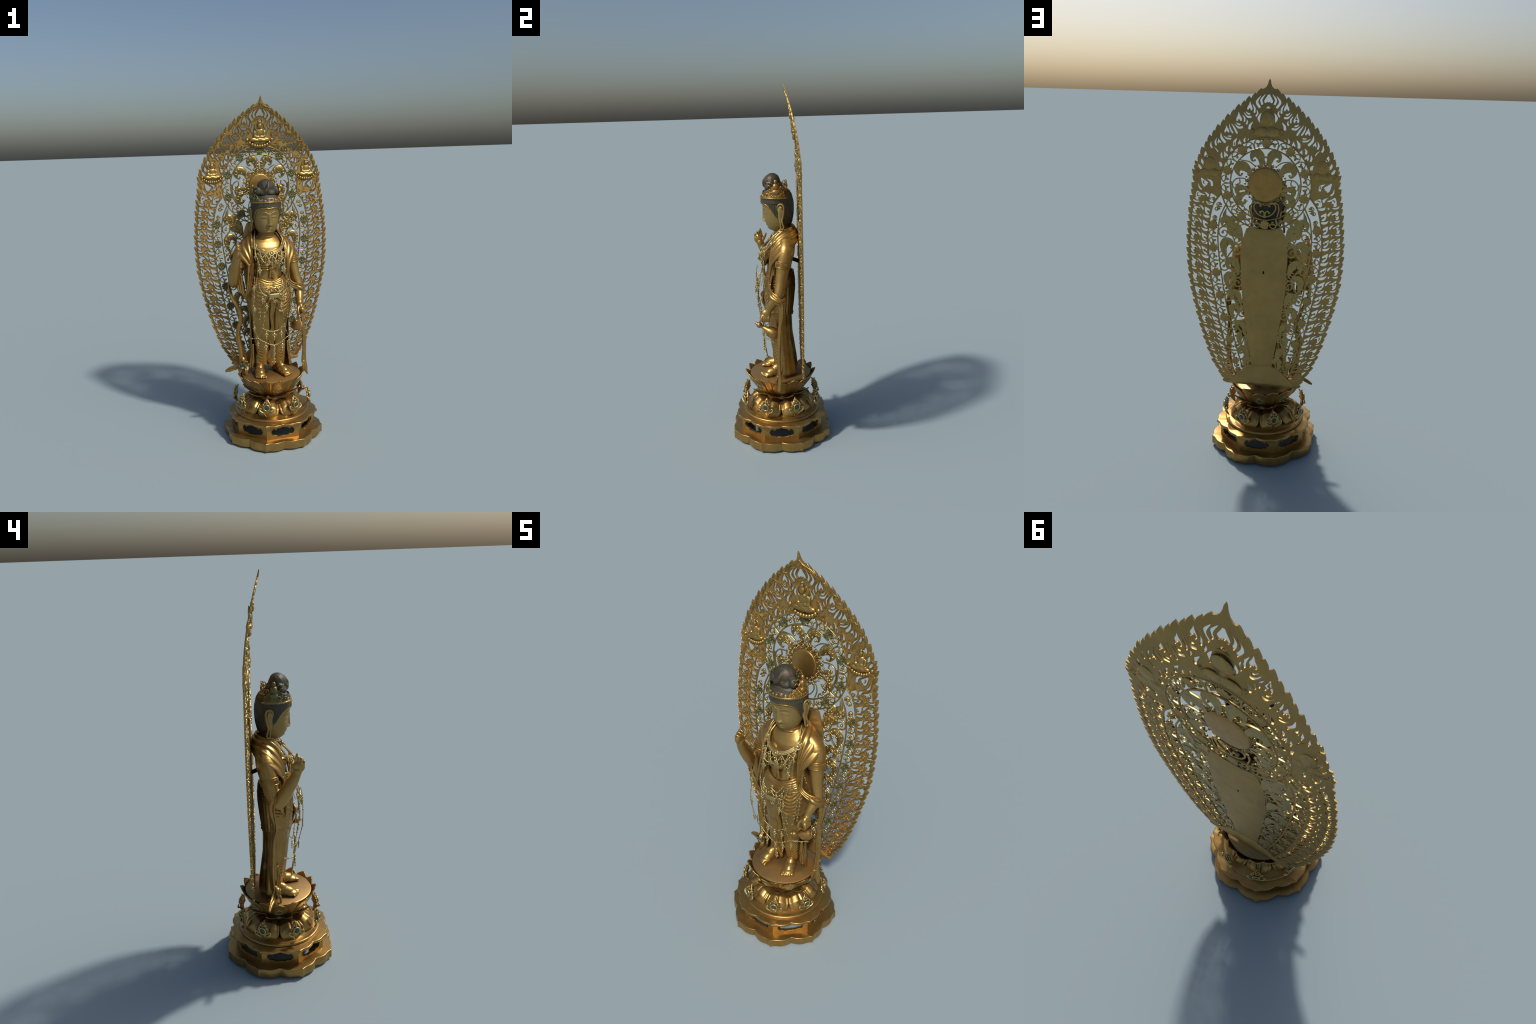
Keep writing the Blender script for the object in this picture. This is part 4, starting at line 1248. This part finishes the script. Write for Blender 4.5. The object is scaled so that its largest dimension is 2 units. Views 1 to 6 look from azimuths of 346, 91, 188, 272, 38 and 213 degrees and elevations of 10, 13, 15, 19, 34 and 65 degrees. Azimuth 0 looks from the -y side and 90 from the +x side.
g.add(*tube([crown_pt(a, 1.440, -.006) for a in np.linspace(124, 236, 30)], .0025, 6))
g.obj("crown_lace", GOLD, statue)
g = Geo()   # worn front jewels
for a, z, r in ((14, 1.418, .0085), (-2, 1.412, .006), (27, 1.414, .007), (-16, 1.411, .005), (-30, 1.414, .006)):
    c = crown_pt(a, z, .001); g.add(*torus(c, r*.8, .0022, rotz(radians(a)), 14, 6)); g.add(*ellipsoid(c, (r*.55,)*3, 6, 8))
g.add(*tube([crown_pt(a, 1.422, .0) for a in np.linspace(-9, 12, 10)], .002, 6))
g.obj("crown_jewel", JEWEL, statue)

# --- skirt with two legs showing through
SK = [(.432, .087, -.026, .034), (.46, .089, -.030, .036), (.50, .091, -.040, .040), (.55, .094, -.049, .044), (.62, .099, -.057, .050), (.70, .107, -.063, .058), (.76, .117, -.067, .068),
      (.84, .122, -.073, .076), (.90, .112, -.074, .084), (.94, .100, -.070, .082)]
def skirt_pt(t, z):
    Z = [s[0] for s in SK]
    w, yf, yb = (interp(Z, [s[k] for s in SK], z) for k in (1, 2, 3))
    x = w*math.copysign(abs(cos(t))**.85, cos(t)); s = sin(t)
    cy = .01
    y = cy+(yf-cy)*abs(s)**.8 if s < 0 else cy+(yb-cy)*abs(s)**.9
    n = np.array((cos(t), s*.9, 0))
    d = 0.0
    if s < .25:
        xc = .060 if x > 0 else -.060
        dx = x-xc
        valley = bumpf(x, .018)*interp([.44, .60, .75, .9], [.055, .034, .014, .0], z)
        d -= valley*max(0, -s)
        # hanging loops of cloth on the shins
        k = interp([.44, .46, .54, .61], [.6, 1, 1, 0], z)
        ph = (z-26*dx*dx)*2*pi/.0175+.8*sin(z*70)
        d += .0017*k*sin(ph)*exp(-(dx/.042)**4)
        # upright pleats
        d += .0028*interp([.55, .66, .75], [0, 1, 1], z)*sin(x*2*pi/.021)*bumpf(abs(x)-.012, .03)
        d += .0025*sin(x*2*pi/.026+1)*bumpf(abs(x)-.108, .025)
    else:
        d += .003*sin(t*26)
    return np.array((x, y, z))+n*d
NTk, NZk = 260, 190
zs2 = np.linspace(.432, .94, NZk)
g = Geo(); g.add(*loft([[skirt_pt(2*pi*j/NTk, z) for j in range(NTk)] for z in zs2]))
g.obj("skirt", GOLD, statue)
# hip apron with swagged folds
def apron_pt(t, v):
    s = sin(t)
    x0 = cos(t)
    sx = x0
    xc = .58 if x0 > 0 else -.58
    hem = .775-.020*(1-min(1, ((x0-xc)/.5)**2)) if s < 0 else .775-.040*s
    hem += .030*bumpf(x0, .16) if s < 0 else 0
    z = hem+(.925-hem)*v
    p = skirt_pt(t, max(z, .76)); p[2] = z
    n = np.array((cos(t), s*.9, 0))
    off = .006+.004*sin(pi*v)
    if s < .3:
        x = p[0]; cx2 = .058 if x > 0 else -.058
        ph = (z-22*(x-cx2)**2)*2*pi/.0235
        off += .0023*sin(ph+1.2*sin(x*60+z*25))*interp([0, .12, .85, 1], [.2, 1, 1, .3], v)*exp(-((x-cx2)/.062)**4)
    else: off += .0025*sin(t*22)
    off += .0045*bumpf(v, .05)
    return p+n*off
A = np.array([[apron_pt(2*pi*i/240, j/69) for j in range(70)] for i in range(241)])
du = np.gradient(A, axis=0); dv = np.gradient(A, axis=1)
Nn = np.cross(du, dv); Nn /= (np.linalg.norm(Nn, axis=2, keepdims=True)+1e-9)
g = Geo(); g.add(*thicken(A, Nn, .004)); g.obj("apron", GOLD, statue)
# rolled waist sash
g = Geo()
for k, (zs_, zm, r, o) in enumerate(((.974, .942, .0070, .001), (.962, .930, .0095, .001), (.950, .923, .0080, .004), (.940, .912, .0100, .003), (.928, .905, .0085, .006), (.918, .894, .0095, .004), (.908, .888, .0070, .007))):
    pts = []
    for q in range(64):
        t = 2*pi*q/64
        z = zm+(zs_-zm)*abs(cos(t))**1.3 if sin(t) < 0 else zs_+.004*sin(t)
        w = interp([.88, .92, .95, .98], [.112, .106, .096, .086], z)+o; f = -.071-o; b = .083+o
        x = w*math.copysign(abs(cos(t))**.85, cos(t))
        y = .008+(f-.008)*abs(sin(t))**.8 if sin(t) < 0 else .008+(b-.008)*abs(sin(t))**.9
        pts.append((x, y, z+.002*sin(5*t+k)))
    pts.append(pts[0])
    g.add(*tube(pts, r, 10, round_ends=False))
g.obj("waist_sash", GOLD, statue)
# chest sash, knot and hanging tie
g = Geo()
for dz in (0, .013, .025):
    pts = [(-.088, -.010, 1.024+dz), (-.070, -.050, 1.020+dz), (-.035, -.068, 1.017+dz), (.0, -.070, 1.018+dz), (.030, -.070, 1.035+dz*.9), (.052, -.064, 1.058+dz*.8), (.075, -.045, 1.090+dz*.6)]
    g.add(*tube(catmull(pts, 5), .0078, 10))
g.add(*ellipsoid((.0, -.077, 1.026), (.018, .012, .016)))
for dx, L in ((-.006, .044), (.008, .050)):
    g.add(*tube(catmull([(dx*.4, -.078, 1.020), (dx, -.079, 1.0), (dx*1.3, -.076, 1.015-L), (dx*.8, -.072, 1.012-L)], 4), [.004, .008, .009, .003], 10, ell=(1, .6), up=(0, 1, 0)))
g.obj("chest_sash", GOLD, statue)
# long sash falling between the legs
g = Geo()
g.add(*ribbon([(.0, -.092, .850), (.002, -.088, .80), (-.004, -.072, .74), (.004, -.056, .67), (-.006, -.047, .60), (.002, -.040, .54), (-.012, -.033, .48), (.0, -.028, .420)],
              [.034, .030, .018, .020, .034, .022, .046, .012], [(1, 0, 0), (1, .2, 0), (1, -.2, 0), (1, .3, 0), (1, -.2, 0), (1, .3, 0), (1, -.3, 0), (1, .3, 0)], .008, 8, 13, .0022, 1.2))
for pts in ([(-.012, -.090, .855), (-.026, -.096, .838), (-.030, -.094, .820), (-.018, -.092, .815)], [(.012, -.090, .850), (.026, -.092, .830), (.034, -.088, .805), (.030, -.085, .795)]):
    g.add(*tube(catmull(pts, 4), [.005, .008, .007, .003], 9))
g.obj("hanging_sash", GOLD, statue)

# robe train round the sides and back
def train_pt(t, v):
    z = .392+(.80-.392)*v
    w = interp([0, .3, .7, 1], [.125, .117, .115, .119], v); b = interp([0, .15, .55, .8, 1], [.098, .094, .072, .070, .076], v)
    x = w*math.copysign(abs(cos(t))**.8, cos(t)); s = sin(t)
    y = .004+(b-.004)*abs(s)**.85 if s > 0 else .004-.075*abs(s)
    n = np.array((cos(t), s, 0))
    return np.array((x, y, z))+n*((.0035*sin(t*7.3+.5)+.0016*sin(t*15+2*v))*(1-.5*v))
A = np.array([[train_pt(t, j/39) for j in range(40)] for t in np.linspace(.02, pi-.02, 130)])
du = np.gradient(A, axis=0); dv = np.gradient(A, axis=1)
Nn = np.cross(du, dv); Nn /= (np.linalg.norm(Nn, axis=2, keepdims=True)+1e-9)
g = Geo(); g.add(*thicken(A, Nn, .005)); g.obj("robe_train", GOLD, statue)
for sd in (1, -1):
    g = Geo()
    g.add(*ribbon([(sd*.106, .002, .56), (sd*.110, -.002, .50), (sd*.116, -.002, .455), (sd*.122, .000, .412)], [.010, .022, .032, .022], [(.5*sd, 1, 0), (.5*sd, 1, 0), (.8*sd, 1, 0), (1*sd, .8, 0)], .006, 8, 11, .003, 2))
    g.obj("robe_flap", GOLD, statue)

# feet
def make_foot(hx, hy, tx, ty):
    g = Geo()
    d = np.array((tx-hx, ty-hy)); L = np.linalg.norm(d); d /= L; s = np.array((-d[1], d[0]))
    P = lambda u, v, z: (hx+d[0]*u*L+s[0]*v, hy+d[1]*u*L+s[1]*v, z+.010)
    R = Matrix.Rotation(math.atan2(d[1], d[0]), 3, 'Z')
    g.add(*tube([P(.22, 0, .480), P(.24, 0, .43), P(.26, 0, .395)], [.029, .029, .030], 20))
    g.add(*ellipsoid(P(.12, 0, .388), (.034, .027, .026), 12, 18, R)); g.add(*ellipsoid(P(.36, 0, .402), (.046, .029, .034), 12, 18, R))
    g.add(*ellipsoid(P(.52, 0, .388), (.055, .031, .029), 12, 18, R)); g.add(*ellipsoid(P(.76, 0, .379), (.036, .0335, .0185), 12, 18, R))
    sg = 1 if hx < 0 else -1       # big toe on the inner side
    for i, (v, u, r) in enumerate(((.0245, 1.0, .0088), (.0100, 1.0, .0074), (-.0030, .98, .0070), (-.0150, .95, .0066), (-.0260, .91, .0062))):
        g.add(*tube([P(u-.20, sg*v*.95, .379), P(u-.06, sg*v, .378), P(u, sg*v*1.02, .3745)], [r, r, r*1.02], 12))
    o = remeshed(g, "foot", .0016, 10); o.parent = statue; o.data.materials.append(SKIN)
    o.data.polygons.foreach_set("use_smooth", [True]*len(o.data.polygons))
make_foot(-.064, .048, -.084, -.100); make_foot(.034, .046, .084, -.099)

# --- shawl over the shoulders and its long ends
fold = lambda u, v: .0036*sin(v*2*pi*3.6+.8*sin(u*5))*(1-.3*u)
for sd in (1, -1):
    inner = [(0, .092, 1.238), (.045, .080, 1.240), (.072, .040, 1.228), (.083, -.008, 1.192), (.088, -.028, 1.140), (.092, -.038, 1.085), (.098, -.040, 1.01), (.103, -.044, .965)]
    mid1 = [(0, .108, 1.215), (.055, .098, 1.215), (.096, .056, 1.200), (.110, .008, 1.170), (.106, -.024, 1.125), (.102, -.040, 1.075), (.103, -.043, 1.005), (.106, -.046, .962)]
    mid2 = [(0, .116, 1.190), (.070, .108, 1.188), (.124, .068, 1.174), (.144, .022, 1.146), (.129, -.018, 1.106), (.113, -.037, 1.062), (.109, -.042, 1.0), (.110, -.045, .960)]
    outer = [(0, .1175, 1.165), (.080, .110, 1.160), (.148, .080, 1.140), (.174, .032, 1.115), (.160, -.008, 1.080), (.128, -.030, 1.040), (.116, -.038, .995), (.113, -.042, .958)]
    kx = 1.0 if sd > 0 else 1.07
    rows = [[(sd*x*(1+(kx-1)*min(1, max(0, (z-1.03)/.08))), y, z) for x, y, z in r] for r in (inner, mid1, mid2, outer)]
    g = Geo(); g.add(*patch(rows, 9, 8, fold if sd > 0 else (lambda u, v: -fold(u, v)), .006)); g.obj("shawl", GOLD, statue)

g = Geo()   # left end: crosses to the forearm, wraps it, falls outside the hand
g.add(*ribbon([(.104, -.030, 1.045), (.106, -.036, .99), (.110, -.042, .945), (.126, -.044, .918), (.155, -.042, .900), (.190, -.030, .885), (.213, -.004, .868), (.212, .018, .850)],
              [.040, .032, .030, .030, .034, .042, .046, .040], [(1, .3, 0), (1, .3, 0), (.9, .1, .3), (.5, 0, .8), (.2, .1, 1), (.1, .3, 1), (.0, .4, .9), (-.2, .5, .8)], .006, 8, 13, .0032, 3))
g.obj("shawl_end", GOLD, statue)
g = Geo()
g.add(*tube(catmull([(.150, -.030, .905), (.185, -.040, .886), (.208, -.018, .868), (.211, .010, .862), (.196, .030, .868), (.170, .030, .885)], 5), [.008, .012, .013, .012, .010], 12))
g.add(*tube(catmull([(.150, -.020, .890), (.185, -.034, .868), (.207, -.010, .850), (.207, .014, .846)], 5), [.007, .010, .010, .008], 12))
g.add(*ribbon([(.208, .006, .870), (.211, .010, .825), (.208, .012, .775), (.205, .006, .735), (.207, .000, .69), (.211, -.004, .62), (.213, -.006, .55), (.210, -.006, .49), (.208, -.007, .43), (.215, -.008, .385), (.227, -.008, .340)],
              [.024, .034, .026, .018, .022, .026, .022, .024, .034, .032, .008], [(.5, 1, 0), (.6, 1, 0), (.7, .8, 0), (.8, .6, 0), (.8, .6, 0), (1, .5, 0), (1, .4, 0), (1, .4, 0), (1, .5, 0), (1, .5, 0), (1, .5, 0)], .008, 8, 13, .0020, 1.3))
g.add(*ribbon([(.204, -.014, .43), (.198, -.022, .405), (.196, -.028, .375)], [.018, .018, .006], [(1, .5, 0)]*3, .007, 6, 9, .002, 2))
g.obj("shawl_end", GOLD, statue)

g = Geo()   # right end: hangs in a loop, over the forearm, then down to the lotus
g.add(*ribbon([(-.106, -.030, 1.050), (-.113, -.036, .99), (-.121, -.040, .93), (-.131, -.038, .885), (-.150, -.032, .868), (-.168, -.026, .885), (-.174, -.022, .935), (-.176, -.020, .985), (-.190, -.012, 1.008), (-.212, .004, 1.000), (-.228, .012, .965)],
              [.042, .040, .038, .040, .042, .040, .034, .030, .028, .028, .026], [(1, .3, 0), (1, .3, 0), (1, .4, 0), (.9, .5, .4), (.1, .4, 1), (-1, .3, .5), (-1, .4, 0), (-1, .5, 0), (-.4, 1, -.2), (0, 1, .2), (.2, 1, .2)], .007, 8, 13, .0034, 3))
g.obj("shawl_end", GOLD, statue)
g = Geo()
g.add(*ribbon([(-.224, .008, .985), (-.230, .022, .94), (-.231, .022, .90), (-.217, .012, .85), (-.190, .010, .80), (-.170, .017, .75), (-.168, .025, .70), (-.182, .028, .66), (-.186, .031, .61), (-.176, .032, .55), (-.165, .029, .49), (-.160, .026, .445)],
              [.024, .030, .030, .026, .024, .026, .030, .032, .032, .038, .046, .050], [(.3, 1, 0)]*3+[(.7, .8, 0)]*2+[(1, .5, 0)]*7, .008, 8, 13, .0024, 1.4))
# flaring, rolled end of the cloth
for dx, dy, L, w in ((-.004, .0, .06, .022), (.012, -.012, .055, .020)):
    g.add(*ribbon([(-.165+dx, .020+dy, .46), (-.170+dx*2, .016+dy, .425), (-.176+dx*2, .014+dy*2, .405), (-.184+dx*2, .012+dy*2, .380)], [.03, w, w*.8, .006], [(1, -.5, 0)]*4, .007, 6, 11, .003, 2))
g.add(*ribbon([(-.170, .020, .445), (-.196, .026, .425), (-.225, .036, .412), (-.250, .044, .402), (-.268, .050, .394)], [.030, .030, .026, .020, .010], [(0, .6, 1)]*5, .007, 6, 11, .002, 2))
bell = []
for q in range(9):
    t = q/8; c = np.array((-.164-.010*t, .018-.022*t, .478-.042*t)); r = .012+.015*t**1.6
    bell.append([c+np.array((r*cos(2*pi*j/28), -.45*r*sin(2*pi*j/28)*(1-.2*t)-.004*t*sin(6*pi*j/28), r*sin(2*pi*j/28)*1.05*(.35+.65*t)+.003*t*cos(8*pi*j/28))) for j in range(28)])
lip = bell[-1]; cl = np.mean(np.array(lip), axis=0)
for k, dy in ((.86, .002), (.6, .012), (.25, .02)): bell.append([cl+(p-cl)*k+np.array((0, dy, dy*.6)) for p in lip])
g.add(*loft(bell))
g.obj("shawl_end", GOLD, statue)
g = Geo(); g.add(*loft([[cl+(p-cl)*k+np.array((0, dy, 0)) for p in lip] for k, dy in ((.84, -.0005), (.4, .001), (.05, .002))])); g.obj("shawl_lining", TEAL, statue)

# --- flask in the lowered hand
g = Geo()
ax = Vector((.033, .105, -.057)).normalized(); org = Vector((.128, -.124, .712))
prof = [(-.010, .0003), (-.009, .006), (-.004, .0085), (.002, .008), (.004, .0105), (.010, .0155), (.020, .0165), (.028, .013), (.031, .0085), (.045, .0105), (.060, .016), (.075, .025), (.090, .031), (.105, .033), (.118, .031), (.130, .025), (.138, .016), (.142, .008), (.152, .009), (.155, .0003)]
M = Vector((0, 0, 1)).rotation_difference(ax).to_matrix()
g.add(*loft([[tuple(org+M @ Vector((r*cos(2*pi*j/32), r*sin(2*pi*j/32), h))) for j in range(32)] for h, r in prof], True))
for h, r in ((.084, .0290), (.090, .0312), (.108, .0332)):
    c = org+ax*h; g.add(*torus(c, r, .0014, M @ Matrix.Rotation(pi/2, 3, 'X'), 32, 6))
g.obj("flask", GOLD, statue)
g = Geo()
g.add(*tube(catmull([(.146, -.104, .716), (.150, -.106, .728), (.157, -.100, .738), (.160, -.090, .742)], 4), .0042, 8)); g.obj("flask_spout", GOLD, statue)

# --- jewellery
def chain(g, pts, r=.0020, bead_every=.016, br=.0034, nper=8):
    P = catmull(pts, nper); g.add(*tube(P, r, 6))
    acc = 0
    for i in range(1, len(P)):
        acc += np.linalg.norm(P[i]-P[i-1])
        if acc > bead_every*1.6:
            acc = 0; s = br*rnd.uniform(.75, 1.25); g.add(*ellipsoid(P[i], (s, s*.8, s*1.2), 5, 8))
def pendant(g, p, s=1.0, L=.030):
    x, y, z = p
    g.add(*ellipsoid((x, y, z), (.005*s, .004*s, .005*s), 6, 8)); g.add(*ellipsoid((x, y, z-L*.35), (.0075*s, .004*s, .009*s), 6, 10))
    g.add(*ellipsoid((x, y, z-L*.70), (.006*s, .0038*s, .007*s), 6, 10)); g.add(*ellipsoid((x, y, z-L), (.003*s, .003*s, .006*s), 6, 8))
    for sx in (-1, 1): g.add(*ellipsoid((x+sx*.007*s, y, z-L*.42), (.004*s, .003*s, .004*s), 5, 8))
def medallion(g, p, r, tilt=0.0, yaw=0.0):
    M = rotz(yaw) @ Matrix.Rotation(tilt, 3, 'X')
    g.add(*torus(p, r*.85, r*.17, M, 22, 8)); g.add(*ellipsoid(p, (r*.5, r*.28, r*.5), 8, 12, M))
    for k in range(8):
        q = Vector(p)+M @ Vector((r*.62*cos(k*pi/4), -.002, r*.62*sin(k*pi/4))); g.add(*ellipsoid(q, (r*.16,)*3, 5, 6))

NK = lambda a, dr=0.0, up=0.0: (  # necklace line, a in degrees, 0 = front centre
    (.086+dr)*sin(radians(a))*(1 if abs(a) < 75 else 1-.0055*(abs(a)-75)), .006-(.088+dr*.5)*cos(radians(a)), 1.212-(.092+dr*1.0)*max(0, (cos(radians(a))+.35)/1.35)**.9+up)
g = Geo()
g.add(*tube([NK(a) for a in np.linspace(-118, 118, 70)], .0042, 8)); g.add(*tube([NK(a, .012) for a in np.linspace(-90, 90, 60)], .0036, 8))
A = np.array([[NK(a, d) for d in (.0, .004, .008, .012)] for a in np.linspace(-92, 92, 60)])
du = np.gradient(A, axis=0); dv = np.gradient(A, axis=1); Nn = np.cross(du, dv); Nn /= (np.linalg.norm(Nn, axis=2, keepdims=True)+1e-9)
g.add(*thicken(A, Nn, .003))
g.obj("necklace_rim", JEWEL, statue)
g = Geo()
for a in np.linspace(-88, 88, 40): g.add(*ellipsoid(tuple(np.array(NK(a, .006))+np.array((0, -.002, 0))), (.0036,)*3, 6, 8))
o = g.obj("necklace_bead", JEWEL, statue); o["kind"] = "stuff"
g = Geo()
for a, r in ((0, .017), (66, .017), (-66, .017)): medallion(g, tuple(np.array(NK(a, .006))+np.array((.004*sin(radians(a)), -.006, 0))), r, -.45, radians(a*.5))
g.obj("medallion", JEWEL, statue)
g = Geo()
sw = [-58, -38, -19, 0, 19, 38, 58]
for a, b in zip(sw[:-1], sw[1:]):
    m = (a+b)/2
    chain(g, [NK(a, .016), tuple(np.array(NK(m, .034))+np.array((0, -.004, -.004))), NK(b, .016)], .0021, .007, .0042)
    pendant(g, tuple(np.array(NK(m, .034))+np.array((0, -.006, -.008))), .95, .028)
for a in (-38, -19, 0, 19, 38):
    q = np.array(NK(a, .030)); g.add(*ellipsoid(tuple(q), (.0055,)*3, 6, 8)); chain(g, [tuple(q), tuple(q+np.array((.004, -.004, -.02))), tuple(q+np.array((-.003, -.002, -.038)))], .0019, .009, .004)
for sx in (-1, 1):
    chain(g, [NK(sx*38, .030), tuple(np.array(NK(sx*20, .058))+np.array((0, -.004, 0))), (sx*.004, -.092, 1.047)], .0021, .008, .0042)
pendant(g, (0.002, -.094, 1.072), 1.3, .030); pendant(g, (.046, -.076, 1.060), 1.2, .035)
g.obj("necklace_pendant", JEWEL, statue)
# shoulder strands running down to the waist
for sd in (1, -1):
    g = Geo()
    chain(g, [(sd*.066, .022, 1.232), (sd*.080, -.012, 1.198), (sd*.086, -.046, 1.155), (sd*.088, -.066, 1.115), (sd*.080, -.082, 1.07), (sd*.078, -.086, 1.035)], .0024, .014, .0034)
    chain(g, [(sd*.086, -.078, 1.10), (sd*.074, -.088, 1.06), (sd*.070, -.090, 1.03)], .0024, .010, .004)
    pendant(g, (sd*.072, -.088, 1.030), 1.4, .034)
    chain(g, [(sd*.080, -.086, 1.035), (sd*.086, -.080, .985), (sd*.092, -.084, .955), (sd*.094, -.094, .92)], .0018, .02, .003)
    g.obj("shoulder_strand", JEWEL, statue)
# waist ornament: plate, net of chains and pendants standing off the body
g = Geo()
Bx = lambda x, z, w, h, y=-.112: g.add(*ellipsoid((x, y, z), (w, .004, h), 6, 12))
A = np.array([[(x, -.113-.006*(1-(x/.05)**2), z) for z in np.linspace(.861, .886, 6)] for x in np.linspace(-.030, .030, 13)])
du = np.gradient(A, axis=0); dv = np.gradient(A, axis=1); Nn = np.cross(du, dv); Nn /= np.linalg.norm(Nn, axis=2, keepdims=True)
g.add(*thicken(A, Nn, .004))
def swing(g):
    g.v = [(x, y-.011*min(1, max(0, (z-.66)/.12)), z) for x, y, z in g.v]
swing(g); g.obj("belt_plate", JEWEL, statue)
g = Geo()
for x, z, r in ((-.040, .874, .011), (.040, .872, .011), (.005, .842, .013), (.0, .905, .010), (-.055, .902, .009), (.055, .898, .009), (.002, .938, .010)):
    medallion(g, (x, -.108+.25*abs(x)*.6, z), r)
for sd in (1, -1):
    chain(g, [(0, -.112, .915), (sd*.022, -.114, .895), (sd*.048, -.106, .902), (sd*.064, -.098, .930)], .0024, .010, .0042)
    chain(g, [(0, -.110, .930), (sd*.030, -.110, .915), (sd*.050, -.104, .935), (sd*.058, -.092, .955)], .0024, .010, .004)
    chain(g, [(sd*.040, -.108, .872), (sd*.062, -.104, .885), (sd*.078, -.094, .915), (sd*.082, -.088, .95)], .0022, .012, .004)
    chain(g, [(sd*.055, -.104, .90), (sd*.052, -.104, .86), (sd*.056, -.106, .835), (sd*.054, -.100, .800)], .0019, .011, .0042)
    pendant(g, (sd*.044, -.106, .828), 1.1, .04); pendant(g, (sd*.066, -.104, .870), 1.0, .04); pendant(g, (sd*.030, -.112, .905), .9, .03)
swing(g); g.obj("belt_net", JEWEL, statue)
# long strands in front of the skirt
g = Geo()
chain(g, [(-.094, -.094, .93), (-.112, -.112, .945), (-.116, -.118, .90), (-.122, -.118, .85), (-.124, -.116, .81), (-.122, -.108, .75), (-.120, -.100, .70), (-.108, -.088, .66), (-.094, -.080, .625)], .0019, .030, .0040)
chain(g, [(-.110, -.108, .99), (-.113, -.114, .96), (-.108, -.118, .935)], .0018, .02, .003)
for z in (.94, .815, .70): pendant(g, (-.118, -.116+(.82-z)*.10*(z < .8), z), 1.0, .03)
chain(g, [(-.054, -.100, .80), (-.056, -.096, .75), (-.060, -.094, .71), (-.067, -.090, .682), (-.050, -.092, .668), (-.025, -.094, .658), (.002, -.096, .656), (.028, -.094, .660), (.050, -.090, .675), (.067, -.088, .688)], .0021, .014, .0042)
chain(g, [(.054, -.100, .80), (.058, -.094, .75), (.064, -.090, .71), (.067, -.088, .688)], .0018, .022, .0036)
chain(g, [(-.157, -.032, .629), (-.135, -.062, .618), (-.110, -.078, .617), (-.094, -.084, .620), (-.072, -.088, .603), (-.050, -.090, .592), (-.025, -.092, .577), (.002, -.093, .571), (.028, -.091, .577), (.055, -.088, .592), (.086, -.082, .612), (.115, -.070, .618), (.145, -.046, .614), (.166, -.028, .612)], .0021, .015, .0040)
for sd in (1, -1):
    chain(g, [(sd*.067, -.089, .684), (sd*.076, -.088, .65), (sd*.090, -.083, .618)], .0018, .02, .003)
    g.add(*torus((sd*.066, -.090, .684), .0085, .0018, None, 16, 6))
    pendant(g, (sd*.044, -.092, .655), 1.1, .042); pendant(g, (sd*.050, -.090, .586), 1.2, .055); pendant(g, (sd*.094, -.080, .600), .9, .04)
    chain(g, [(sd*.084, -.100, .80), (sd*.082, -.098, .76), (sd*.084, -.094, .735)], .0014, .012, .0044)
pendant(g, (.002, -.096, .652), 1.3, .048)
swing(g); g.obj("skirt_strand", JEWEL, statue)
g = Geo()
for k in range(9):
    z = .560-.0115*k; w = (.006, .009, .010, .008, .011, .009, .007, .010, .005)[k]
    g.add(*ellipsoid((.001+.0015*sin(k*2), -.090+.0020*k, z), (w, .005, .0085), 6, 10))
pendant(g, (.0, -.074, .470), 1.2, .02)
g.obj("tassel", JEWEL, statue)
g = Geo()   # strands beside the lowered arm
chain(g, [(.094, -.080, .985), (.100, -.080, .95), (.112, -.074, .915), (.118, -.070, .87), (.112, -.074, .82), (.110, -.078, .77), (.098, -.082, .72)], .0018, .022, .0040)
chain(g, [(.118, -.066, .905), (.126, -.060, .86), (.122, -.062, .80), (.116, -.066, .74)], .0017, .012, .0040)
g.obj("side_strand", JEWEL, statue)
